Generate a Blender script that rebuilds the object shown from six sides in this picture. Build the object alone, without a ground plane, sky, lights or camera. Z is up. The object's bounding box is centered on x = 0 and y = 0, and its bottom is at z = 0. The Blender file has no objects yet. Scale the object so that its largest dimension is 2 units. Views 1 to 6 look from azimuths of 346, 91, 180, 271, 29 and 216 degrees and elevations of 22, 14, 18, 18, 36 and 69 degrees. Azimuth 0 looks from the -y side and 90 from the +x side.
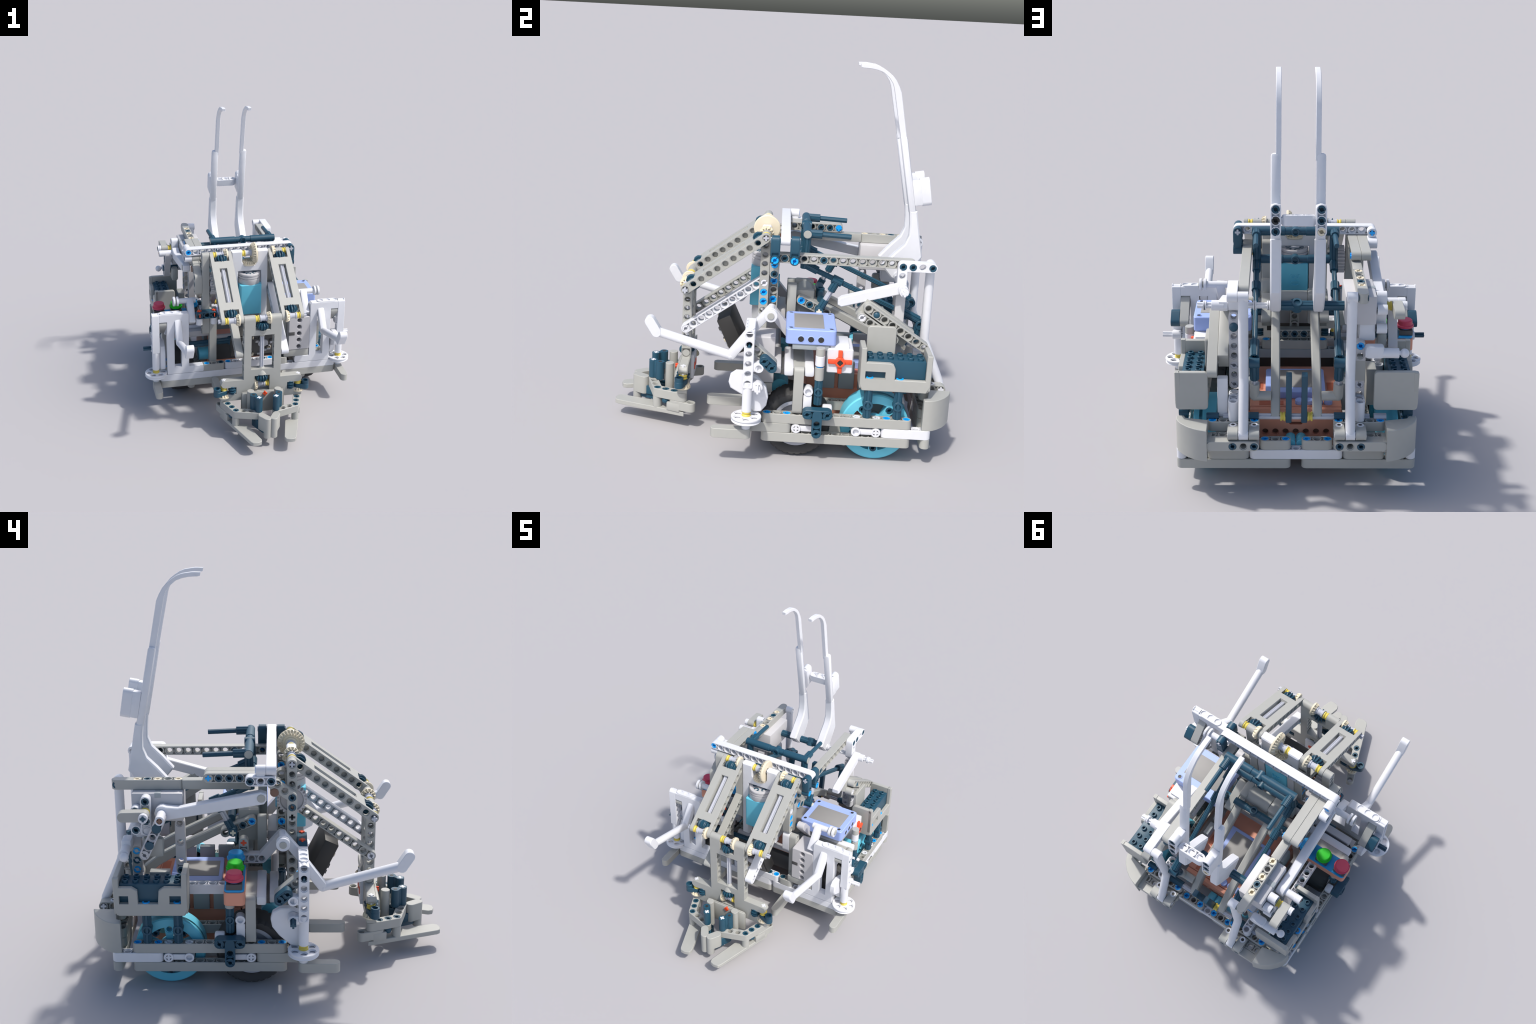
import bpy, bmesh, math, random
from mathutils import Vector, Matrix, geometry

# ------------------------------------------------------------------ frame
# Everything is laid out on a building-brick lattice: (i, j, k) are whole
# modules across, front to back and upwards.  One module is U metres.
U = 0.051
Y0 = -0.045
Z0 = 0.5
random.seed(7)

def P(p):
    return Vector((p[0]*U, p[1]*U + Y0, (p[2]+Z0)*U))

AX = {'x': Vector((1, 0, 0)), 'y': Vector((0, 1, 0)), 'z': Vector((0, 0, 1)),
      '-x': Vector((-1, 0, 0)), '-y': Vector((0, -1, 0)), '-z': Vector((0, 0, -1))}

def vec(d):
    return AX[d].copy() if isinstance(d, str) else Vector(d).normalized()

# -------------------------------------------------------------- materials
MATS = {}

def material(name, rgb, rough=0.46, metal=0.0, grain=0.012, bump=0.01):
    m = bpy.data.materials.new(name)
    m.use_nodes = True
    nt = m.node_tree
    bs = nt.nodes['Principled BSDF']
    bs.inputs['Roughness'].default_value = rough
    bs.inputs['Metallic'].default_value = metal
    tc = nt.nodes.new('ShaderNodeTexCoord')
    nz = nt.nodes.new('ShaderNodeTexNoise')
    nz.inputs['Scale'].default_value = 26.0
    nz.inputs['Detail'].default_value = 3.0
    nt.links.new(tc.outputs['Object'], nz.inputs['Vector'])
    ramp = nt.nodes.new('ShaderNodeValToRGB')
    a = [max(0.0, c*(1-grain)) for c in rgb]
    b = [min(1.0, c*(1+grain)) for c in rgb]
    ramp.color_ramp.elements[0].position = 0.35
    ramp.color_ramp.elements[1].position = 0.65
    ramp.color_ramp.elements[0].color = (*a, 1)
    ramp.color_ramp.elements[1].color = (*b, 1)
    nt.links.new(nz.outputs['Fac'], ramp.inputs['Fac'])
    nt.links.new(ramp.outputs['Color'], bs.inputs['Base Color'])
    n2 = nt.nodes.new('ShaderNodeTexNoise')
    n2.inputs['Scale'].default_value = 300.0
    nt.links.new(tc.outputs['Object'], n2.inputs['Vector'])
    bp = nt.nodes.new('ShaderNodeBump')
    bp.inputs['Strength'].default_value = bump
    bp.inputs['Distance'].default_value = 0.001
    nt.links.new(n2.outputs['Fac'], bp.inputs['Height'])
    nt.links.new(bp.outputs['Normal'], bs.inputs['Normal'])
    MATS[name] = m
    return m

GREY = material('light_grey_plastic', (0.405, 0.410, 0.385))
WHITE = material('white_plastic', (0.735, 0.75, 0.79))
PALE = material('pale_motor_plastic', (0.56, 0.555, 0.57))
TEAL = material('dark_teal_plastic', (0.0145, 0.072, 0.118))
AZURE = material('azure_pin_plastic', (0.003, 0.40, 0.95))
CYAN = material('cyan_plastic', (0.15, 0.60, 0.78))
SALMON = material('salmon_plastic', (0.72, 0.31, 0.205))
PERI = material('periwinkle_plastic', (0.34, 0.45, 0.82))
ORANGE = material('orange_plastic', (0.80, 0.085, 0.025))
YELLOW = material('yellow_plastic', (0.70, 0.56, 0.10))
TAN = material('tan_plastic', (0.78, 0.70, 0.53))
BLACK = material('black_plastic', (0.030, 0.029, 0.028))
DARK = material('dark_grey_plastic', (0.075, 0.076, 0.078))
GLASS = material('display_grey', (0.285, 0.28, 0.27), rough=0.6)
STEEL = material('axle_grey', (0.50, 0.52, 0.58), rough=0.3)
TYRE = material('tyre_rubber', (0.055, 0.055, 0.056), rough=0.75)
GREEN = material('green_button', (0.004, 0.52, 0.003))
PINK = material('crimson_button', (0.55, 0.045, 0.10))
SLAB = material('slate_grey_plastic', (0.34, 0.38, 0.40))
SALMON_SHADE = material('salmon_darkened_for_recess', (0.50, 0.14, 0.075))  # hub salmon, darkened to paint the shade of its recesses
BROWN = material('brown_axle', (0.20, 0.11, 0.075))
SKY = material('blue_plastic', (0.002, 0.30, 0.66))

# ------------------------------------------------------- mesh construction
CACHE = {}

def finish(bm, name, angle=32.0):
    bmesh.ops.remove_doubles(bm, verts=bm.verts, dist=1e-5)
    bmesh.ops.recalc_face_normals(bm, faces=bm.faces)
    for v in bm.verts:
        v.co *= U
    me = bpy.data.meshes.new(name)
    bm.to_mesh(me)
    bm.free()
    me.polygons.foreach_set('use_smooth', [True]*len(me.polygons))
    me.set_sharp_from_angle(angle=math.radians(angle))
    return me

def circle(cx, cy, r, n=18, a0=0.0):
    return [(cx + r*math.cos(a0 + 2*math.pi*i/n), cy + r*math.sin(a0 + 2*math.pi*i/n)) for i in range(n)]

def cross_poly(cx, cy, r=0.30, w=0.11):
    q = [(r, -w), (r, w), (w, w), (w, r), (-w, r), (-w, w), (-r, w), (-r, -w), (-w, -w), (-w, -r), (w, -r), (w, -w)]
    return [(cx+a, cy+b) for a, b in q]

def inside(pt, poly):
    x, y = pt
    c = False
    n = len(poly)
    for i in range(n):
        x1, y1 = poly[i]
        x2, y2 = poly[i-1]
        if (y1 > y) != (y2 > y) and x < (x2-x1)*(y-y1)/(y2-y1) + x1:
            c = not c
    return c

def inset(poly, d):
    n = len(poly)
    out = []
    for i in range(n):
        p0, p1, p2 = Vector(poly[i-1]), Vector(poly[i]), Vector(poly[(i+1) % n])
        e1, e2 = (p1-p0), (p2-p1)
        if e1.length < 1e-9 or e2.length < 1e-9:
            out.append(tuple(p1))
            continue
        e1.normalize()
        e2.normalize()
        n1, n2 = Vector((-e1.y, e1.x)), Vector((-e2.y, e2.x))
        b = n1+n2
        if b.length < 1e-6:
            b = n1
        b.normalize()
        s = d/max(0.35, b.dot(n1))
        q = p1 + b*s
        out.append((q.x, q.y))
    return out

def ccw(poly):
    a = sum(poly[i-1][0]*poly[i][1]-poly[i][0]*poly[i-1][1] for i in range(len(poly)))
    return poly if a > 0 else poly[::-1]

def cap_faces(bm, outer, holes, z):
    loops = [outer]+holes
    vs, es = [], []
    for lp in loops:
        s = len(vs)
        vs += [Vector((a, b)) for a, b in lp]
        es += [(s+i, s+(i+1) % len(lp)) for i in range(len(lp))]
    r = geometry.delaunay_2d_cdt(vs, es, [], 1, 1e-6)
    bv = [bm.verts.new((v.x, v.y, z)) for v in r[0]]
    for f in r[2]:
        c = (sum(r[0][i].x for i in f)/len(f), sum(r[0][i].y for i in f)/len(f))
        if not inside(c, outer) or any(inside(c, h) for h in holes):
            continue
        try:
            bm.faces.new([bv[i] for i in f])
        except ValueError:
            pass

def wall(bm, lo, zlo, hi, zhi):
    n = len(lo)
    a = [bm.verts.new((x, y, zlo)) for x, y in lo]
    b = [bm.verts.new((x, y, zhi)) for x, y in hi]
    for i in range(n):
        j = (i+1) % n
        bm.faces.new((a[i], a[j], b[j], b[i]))

def slab(bm, outer, thick, rounds=(), crosses=(), windows=(), pockets=(), bev=0.035, cb=0.09):
    """Extruded plate with counterbored round holes, cross holes, windows and blind pockets."""
    outer = ccw(outer)
    h = thick/2
    if bev:
        ins = inset(outer, bev)
        wall(bm, outer, -h+bev, outer, h-bev)
        wall(bm, outer, h-bev, ins, h)
        wall(bm, outer, -h+bev, ins, -h)
    else:
        ins = outer
        wall(bm, outer, -h, outer, h)
    rims = [circle(x, y, 0.385) for x, y in rounds]
    bores = [circle(x, y, 0.30) for x, y in rounds]
    through = list(crosses)+list(windows)
    holes = rims+through+list(pockets)
    for s in (1, -1):
        cap_faces(bm, ins, holes, s*h)
        for rm, br in zip(rims, bores):
            wall(bm, rm, s*h, rm, s*(h-cb))
            wall(bm, rm, s*(h-cb), br, s*(h-cb))
        for pk in pockets:
            d = min(0.28, h*0.6)
            wall(bm, pk, s*h, pk, s*(h-d))
            cap_faces(bm, pk, [], s*(h-d))
    for br in bores:
        wall(bm, br, -h+cb, br, h-cb)
    for w in through:
        wall(bm, w, -h, w, h)

def stadium(x0, x1, r=0.487, n=9):
    pts = []
    for i in range(n+1):
        a = -math.pi/2 + math.pi*i/n
        pts.append((x1+r*math.cos(a), r*math.sin(a)))
    for i in range(n+1):
        a = math.pi/2 + math.pi*i/n
        pts.append((x0+r*math.cos(a), r*math.sin(a)))
    return pts

def pocket_between(x, y, dx, dy):
    """Hourglass recess half way between two neighbouring hole rims."""
    pts = []
    am = math.radians(50)
    for i in range(7):
        a = -am + 2*am*i/6
        pts.append((0.455*math.cos(a), 0.455*math.sin(a)))
    for i in range(7):
        a = -am + 2*am*i/6
        pts.append((1-0.455*math.cos(a), -0.455*math.sin(-a)))
    # second arc is walked from top to bottom so that the loop closes
    pts = pts[:7] + [(1-p[0], p[1]) for p in pts[:7]][::-1]
    return ccw([(x + p[0]*dx - p[1]*dy, y + p[0]*dy + p[1]*dx) for p in pts])

def beam_mesh(holes, thick=0.98):
    key = ('beam', holes, thick)
    if key not in CACHE:
        n = len(holes)
        bm = bmesh.new()
        rounds = [(i, 0) for i, c in enumerate(holes) if c in 'oO']
        crosses = [cross_poly(i, 0) for i, c in enumerate(holes) if c == 'x']
        pk = [pocket_between(i, 0, 1, 0) for i in range(n-1) if holes[i] in 'ox' and holes[i+1] in 'ox']
        slab(bm, stadium(0, n-1), thick, rounds, crosses, (), pk)
        CACHE[key] = finish(bm, 'beam')
    return CACHE[key]

def path_outline(path, r=0.487, arc=7):
    """Outline of a bent beam: round caps, mitred corners with rounded outside."""
    pv = [Vector(p) for p in path]
    def side(seq):
        out = []
        for i in range(len(seq)):
            if i == 0:
                d = (seq[1]-seq[0]).normalized()
                out.append(seq[0]+Vector((d.y, -d.x))*r)
            elif i == len(seq)-1:
                d = (seq[i]-seq[i-1]).normalized()
                a0 = math.atan2(-d.x, d.y)
                for t in range(arc+1):
                    a = a0 + math.pi*t/arc
                    out.append(seq[i]+Vector((math.cos(a), math.sin(a)))*r)
            else:
                d1 = (seq[i]-seq[i-1]).normalized()
                d2 = (seq[i+1]-seq[i]).normalized()
                n1, n2 = Vector((d1.y, -d1.x)), Vector((d2.y, -d2.x))
                crossz = d1.x*d2.y-d1.y*d2.x
                if crossz > 0:
                    a0, a1 = math.atan2(n1.y, n1.x), math.atan2(n2.y, n2.x)
                    while a1 < a0:
                        a1 += 2*math.pi
                    for t in range(5):
                        a = a0+(a1-a0)*t/4
                        out.append(seq[i]+Vector((math.cos(a), math.sin(a)))*r)
                else:
                    b = (n1+n2).normalized()
                    out.append(seq[i]+b*(r/max(0.3, b.dot(n1))))
        return out
    res = side(pv)[:-1] + side(pv[::-1])[:-1]
    return [(v.x, v.y) for v in res]

def bent_mesh(path, holes, thick=0.98, crosses=(), pockets=True):
    key = ('bent', tuple(path), tuple(holes), thick, tuple(crosses), pockets)
    if key not in CACHE:
        bm = bmesh.new()
        pk = []
        if pockets:
            hs = list(holes)
            for a in range(len(hs)-1):
                d = Vector(hs[a+1])-Vector(hs[a])
                if abs(d.length-1) < 0.06:
                    d.normalize()
                    pk.append(pocket_between(hs[a][0], hs[a][1], d.x, d.y))
        slab(bm, path_outline(path), thick, holes, [cross_poly(*c) for c in crosses], (), pk)
        CACHE[key] = finish(bm, 'bent_beam')
    return CACHE[key]

def lathe(profile, n=24, key=None, name='turned_part', angle=32):
    """Profile of (radius, height) pairs turned about z; closed at both ends on the axis if r = 0."""
    k = ('lathe', tuple(profile), n)
    if k not in CACHE:
        bm = bmesh.new()
        rings = []
        for r, z in profile:
            if r < 1e-6:
                rings.append([bm.verts.new((0, 0, z))])
            else:
                rings.append([bm.verts.new((r*math.cos(2*math.pi*i/n), r*math.sin(2*math.pi*i/n), z)) for i in range(n)])
        for a, b in zip(rings, rings[1:]):
            for i in range(n):
                j = (i+1) % n
                if len(a) == 1 and len(b) == 1:
                    continue
                if len(a) == 1:
                    bm.faces.new((a[0], b[i], b[j]))
                elif len(b) == 1:
                    bm.faces.new((a[i], a[j], b[0]))
                else:
                    bm.faces.new((a[i], a[j], b[j], b[i]))
        CACHE[k] = finish(bm, name, angle)
    return CACHE[k]

def cyl_mesh(r, L, n=24, bev=0.03):
    return lathe([(0, -L/2), (r-bev, -L/2), (r, -L/2+bev), (r, L/2-bev), (r-bev, L/2), (0, L/2)], n)

def tube_mesh(r, ri, L, n=22, deep=None):
    d = L if deep is None else deep
    if deep is None:
        return lathe([(ri, -L/2), (r-0.03, -L/2), (r, -L/2+0.03), (r, L/2-0.03), (r-0.03, L/2), (ri, L/2), (ri, -L/2)], n)
    return lathe([(0, -L/2+d), (ri, -L/2+d), (ri, -L/2), (r-0.03, -L/2), (r, -L/2+0.03), (r, L/2-0.03),
                  (r-0.03, L/2), (ri, L/2), (ri, L/2-d), (0, L/2-d)], n)

def axle_mesh(L):
    key = ('axle', round(L, 3))
    if key not in CACHE:
        bm = bmesh.new()
        r, w = 0.285, 0.10
        q = [(r-.03, -w), (r, -w+.03), (r, w-.03), (r-.03, w), (w, w), (w, r-.03), (w-.03, r), (-w+.03, r), (-w, r-.03), (-w, w),
             (-r+.03, w), (-r, w-.03), (-r, -w+.03), (-r+.03, -w), (-w, -w), (-w, -r+.03), (-w+.03, -r), (w-.03, -r), (w, -r+.03), (w, -w)]
        slab(bm, q, L, bev=0.0)
        CACHE[key] = finish(bm, 'axle')
    return CACHE[key]

def pin_mesh(L=1.0):
    """Friction pin filling a hole: collar, slotted split wall and hollow ends."""
    key = ('pin', L)
    if key not in CACHE:
        bm = bmesh.new()
        h = L/2
        def sector(r0, r1, z0, z1, a0, a1, n=9):
            lo = []
            for i in range(n+1):
                a = a0+(a1-a0)*i/n
                lo.append((r1*math.cos(a), r1*math.sin(a)))
            for i in range(n+1):
                a = a1+(a0-a1)*i/n
                lo.append((r0*math.cos(a), r0*math.sin(a)))
            wall(bm, lo, z0, lo, z1)
            cap_faces(bm, lo, [], z0)
            cap_faces(bm, lo, [], z1)
        g = 0.17
        for s in (1, -1):
            for a in (0, math.pi):
                sector(0.185, 0.37, s*(h-0.085), s*(h-0.03), a+g, a+math.pi-g)
                sector(0.185, 0.292, s*(h-0.46), s*(h-0.087), a+g, a+math.pi-g)
        lo = circle(0, 0, 0.29, 16)
        wall(bm, lo, -h+0.47, lo, h-0.47)
        cap_faces(bm, lo, [], -h+0.47)
        cap_faces(bm, lo, [], h-0.47)
        CACHE[key] = finish(bm, 'pin')
    return CACHE[key]

def box_mesh(sx, sy, sz, bev=0.06, seg=2):
    key = ('box', round(sx, 3), round(sy, 3), round(sz, 3), bev, seg)
    if key not in CACHE:
        bm = bmesh.new()
        bmesh.ops.create_cube(bm, size=1.0)
        for v in bm.verts:
            v.co = Vector((v.co.x*sx, v.co.y*sy, v.co.z*sz))
        if bev:
            bmesh.ops.bevel(bm, geom=bm.edges[:], offset=bev, segments=seg, profile=0.5, affect='EDGES')
        CACHE[key] = finish(bm, 'block', 40)
    return CACHE[key]

def prism_mesh(poly, thick, rounds=(), windows=(), bev=0.05, crosses=()):
    key = ('prism', tuple(poly), thick, tuple(rounds), tuple(tuple(w) for w in windows), bev)
    if key not in CACHE:
        bm = bmesh.new()
        slab(bm, list(poly), thick, rounds, crosses, windows, (), bev)
        CACHE[key] = finish(bm, 'plate')
    return CACHE[key]

def sweep_mesh(pts, r, n=16, flat=None):
    """Round bar swept along points given in lattice units (relative)."""
    key = ('sweep', tuple(pts), r, n)
    if key not in CACHE:
        bm = bmesh.new()
        pv = [Vector(p) for p in pts]
        rings = []
        up = None
        for i, p in enumerate(pv):
            d = (pv[min(i+1, len(pv)-1)]-pv[max(i-1, 0)]).normalized()
            if up is None:
                up = d.orthogonal().normalized()
            up = (up - d*up.dot(d)).normalized()
            sd = d.cross(up)
            rr = r[i] if isinstance(r, (list, tuple)) else r
            rings.append([bm.verts.new(p + (up*math.cos(2*math.pi*t/n)+sd*math.sin(2*math.pi*t/n))*rr) for t in range(n)])
        for a, b in zip(rings, rings[1:]):
            for t in range(n):
                bm.faces.new((a[t], a[(t+1) % n], b[(t+1) % n], b[t]))
        bm.faces.new(rings[0])
        bm.faces.new(rings[-1][::-1])
        CACHE[key] = finish(bm, 'rod')
    return CACHE[key]

def gear_mesh(teeth, r, w, kind='spur'):
    key = ('gear', teeth, r, w, kind)
    if key not in CACHE:
        bm = bmesh.new()
        n = teeth*4
        def ring(rr, dep, z):
            out = []
            for i in range(n):
                t = i % 4
                q = rr if t in (0, 1) else rr-dep
                a = 2*math.pi*(i+0.5)/n
                out.append(bm.verts.new((q*math.cos(a), q*math.sin(a), z)))
            return out
        if kind == 'bevel':       # crown: teeth on a cone, flat back
            prof = [(r*0.30, 0, -w/2), (r*0.94, 0, -w/2), (r, 0, -w*0.40), (r, 0.0, -w*0.12), (r*0.99, 0.24, -w*0.10), (r*0.95, 0.24, w*0.2),
                    (r*0.80, 0.20, w*0.5), (r*0.62, 0.0, w*0.22), (r*0.5, 0, w*0.22), (r*0.45, 0, w*0.5), (r*0.30, 0, w*0.5)]
        elif kind == 'double':    # double bevel: barrel of deep teeth
            prof = [(r*0.40, 0, -w/2), (r*0.70, 0.16, -w/2), (r*0.97, 0.27, -w*0.22), (r, 0.27, 0), (r*0.97, 0.27, w*0.22),
                    (r*0.70, 0.16, w/2), (r*0.40, 0, w/2)]
        else:
            prof = [(r*0.25, 0, -w/2), (r*0.30, 0, -w/2), (r*0.36, 0, -w*0.3), (r*0.72, 0, -w*0.3), (r*0.78, 0, -w/2), (r, 0.24, -w/2),
                    (r, 0.24, w/2), (r*0.78, 0, w/2), (r*0.72, 0, w*0.3), (r*0.36, 0, w*0.3), (r*0.30, 0, w/2), (r*0.25, 0, w/2)]
        rings = [ring(*p) for p in prof]
        rings.append(rings[0])
        for a, b in zip(rings, rings[1:]):
            for i in range(n):
                j = (i+1) % n
                bm.faces.new((a[i], a[j], b[j], b[i]))
        CACHE[key] = finish(bm, 'gear', 28)
    return CACHE[key]

# ------------------------------------------------------------- placement
ROOT = bpy.data.objects.new('brick_built_robot', None)
bpy.context.scene.collection.objects.link(ROOT)
ROOT['label'] = 'brick-built wheeled robot with gripper arm and two tall hooks'
ROOT['category'] = 'toy robot'
GROUPS = {}
CUR = None
NMESH = {}

def group(name):
    global CUR
    g = bpy.data.objects.new(name, None)
    bpy.context.scene.collection.objects.link(g)
    g.parent = ROOT
    CUR = g
    return g

def put(me, mat, name, p, d='x', h='z'):
    """Place a mesh with its local x along d and local z along h, at lattice point p."""
    key = (me.name, mat.name)
    if key not in NMESH:
        m2 = me if not me.materials else me.copy()
        m2.materials.clear()
        m2.materials.append(mat)
        NMESH[key] = m2
    z = vec(h)
    x = vec(d)
    x = x - z*x.dot(z)
    if x.length < 1e-5:
        x = z.orthogonal()
    x.normalize()
    y = z.cross(x)
    ob = bpy.data.objects.new(name, NMESH[key])
    mt = Matrix((x, y, z)).transposed().to_4x4()
    mt.translation = P(p)
    ob.matrix_world = mt
    bpy.context.scene.collection.objects.link(ob)
    ob.parent = CUR
    return ob

def beam(n, p, d, h, mat, pins=None, name='beam', thick=0.98):
    holes = n if isinstance(n, str) else 'o'*n
    ob = put(beam_mesh(holes, thick), mat, name, p, d, h)
    dv = vec(d)
    for i, m in (pins or {}).items():
        pin((p[0]+dv.x*i, p[1]+dv.y*i, p[2]+dv.z*i), h, m, thick)
    return ob

def pin(p, h, mat, L=0.98):
    a = random.uniform(-0.5, 0.5)
    z = vec(h)
    x = z.orthogonal().normalized()
    x = Matrix.Rotation(a, 3, z) @ x
    return put(pin_mesh(round(L+0.02, 3)), mat, 'pin', p, x, h)

def between(p, q):
    a, b = Vector(p), Vector(q)
    return (a+b)/2, (b-a).normalized(), (b-a).length

def rod(p, q, r, mat, name='rod', n=20):
    c, d, L = between(p, q)
    return put(cyl_mesh(r, L, n), mat, name, c, d.orthogonal(), d)

def pipe(p, q, r, ri, mat, name='tube_connector', deep=0.3):
    c, d, L = between(p, q)
    return put(tube_mesh(r, ri, L, 20, deep), mat, name, c, d.orthogonal(), d)

def axle(p, q, mat, name='axle', twist=0.0):
    c, d, L = between(p, q)
    x = d.orthogonal()
    if abs(d.z) < 0.9:
        x = Vector((0, 0, 1))
    else:
        x = Vector((1, 0, 0))
    x = Matrix.Rotation(twist, 3, d) @ x
    return put(axle_mesh(L), mat, name, c, x, d)

def block(lo, hi, mat, name='block', bev=0.06, seg=2):
    c = [(a+b)/2 for a, b in zip(lo, hi)]
    s = [abs(b-a) for a, b in zip(lo, hi)]
    return put(box_mesh(*s, bev, seg), mat, name, c)

def half_bush(p, h, mat=YELLOW):
    return put(lathe([(0.2, -0.24), (0.44, -0.24), (0.46, -0.2), (0.46, -0.14), (0.36, -0.02), (0.36, 0.02), (0.46, 0.14),
                      (0.46, 0.2), (0.44, 0.24), (0.2, 0.24)], 24), mat, 'half_bush', p, 'x' if h != 'x' else 'y', h)

def bush(p, h, mat=STEEL, L=1.0):
    a = L/2
    return put(lathe([(0.2, -a), (0.45, -a), (0.45, -a+.2), (0.37, -a+.24), (0.37, a-.24), (0.45, a-.2), (0.45, a), (0.2, a)], 24),
               mat, 'bush', p, 'x' if h not in ('x', '-x') else 'y', h)

def ribbed(p, q, mat, name='axle_connector', r=0.42, ends=True):
    """Octagonal axle connector with grooved flanks and open cross ends."""
    c, d, L = between(p, q)
    key = ('rib', round(L, 3), r)
    if key not in CACHE:
        bm = bmesh.new()
        q2 = []
        for i in range(8):
            a = math.pi/4*i
            rr = r
            q2 += [(rr*math.cos(a-0.26), rr*math.sin(a-0.26)), (rr*math.cos(a+0.26), rr*math.sin(a+0.26))]
            if i % 2 == 0:
                pass
            q2.append((rr*0.86*math.cos(a+math.pi/8), rr*0.86*math.sin(a+math.pi/8)))
        slab(bm, q2, L, (), [cross_poly(0, 0, 0.27, 0.09)], (), (), 0.02)
        CACHE[key] = finish(bm, 'axle_connector', 25)
    return put(CACHE[key], mat, name, c, d.orthogonal(), d)

def ball(p, r, mat, name='ball'):
    prof = [(r*math.sin(math.pi*i/10), -r*math.cos(math.pi*i/10)) for i in range(11)]
    prof[0] = (0, -r)
    prof[-1] = (0, r)
    return put(lathe(prof, 20), mat, name, p)

def side_prism(poly, x0, x1, mat, name, rounds=(), windows=(), bev=0.06):
    """Polygon drawn in the (j, k) side plane, extruded across from x0 to x1."""
    me = prism_mesh(poly, abs(x1-x0), rounds, windows, bev)
    return put(me, mat, name, ((x0+x1)/2, 0, 0), 'y', 'x')

def front_prism(poly, j0, j1, mat, name, windows=(), bev=0.05):
    """Polygon drawn in the (i, k) front plane, extruded from j0 to j1."""
    me = prism_mesh([(a, b) for a, b in poly], abs(j1-j0), (), windows, bev)
    return put(me, mat, name, (0, (j0+j1)/2, 0), 'x', '-y')

def plan_prism(poly, k0, k1, mat, name, rounds=(), windows=(), bev=0.05):
    """Polygon drawn in the (i, j) plan, extruded from k0 to k1."""
    me = prism_mesh(list(poly), abs(k1-k0), rounds, windows, bev)
    return put(me, mat, name, (0, 0, (k0+k1)/2), 'x', 'z')

def rect(x0, y0, x1, y1):
    return [(x0, y0), (x1, y0), (x1, y1), (x0, y1)]

def rrect(x0, y0, x1, y1, r, n=4):
    pts = []
    for cx, cy, a0 in ((x1-r, y0+r, -90), (x1-r, y1-r, 0), (x0+r, y1-r, 90), (x0+r, y0+r, 180)):
        for i in range(n+1):
            a = math.radians(a0+90*i/n)
            pts.append((cx+r*math.cos(a), cy+r*math.sin(a)))
    return pts

def mirror(poly):
    return [(-a, b) for a, b in poly]

def oblock(c, s, d, h, mat, name='block', bev=0.05):
    return put(box_mesh(*s, bev, 2), mat, name, c, d, h)

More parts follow.
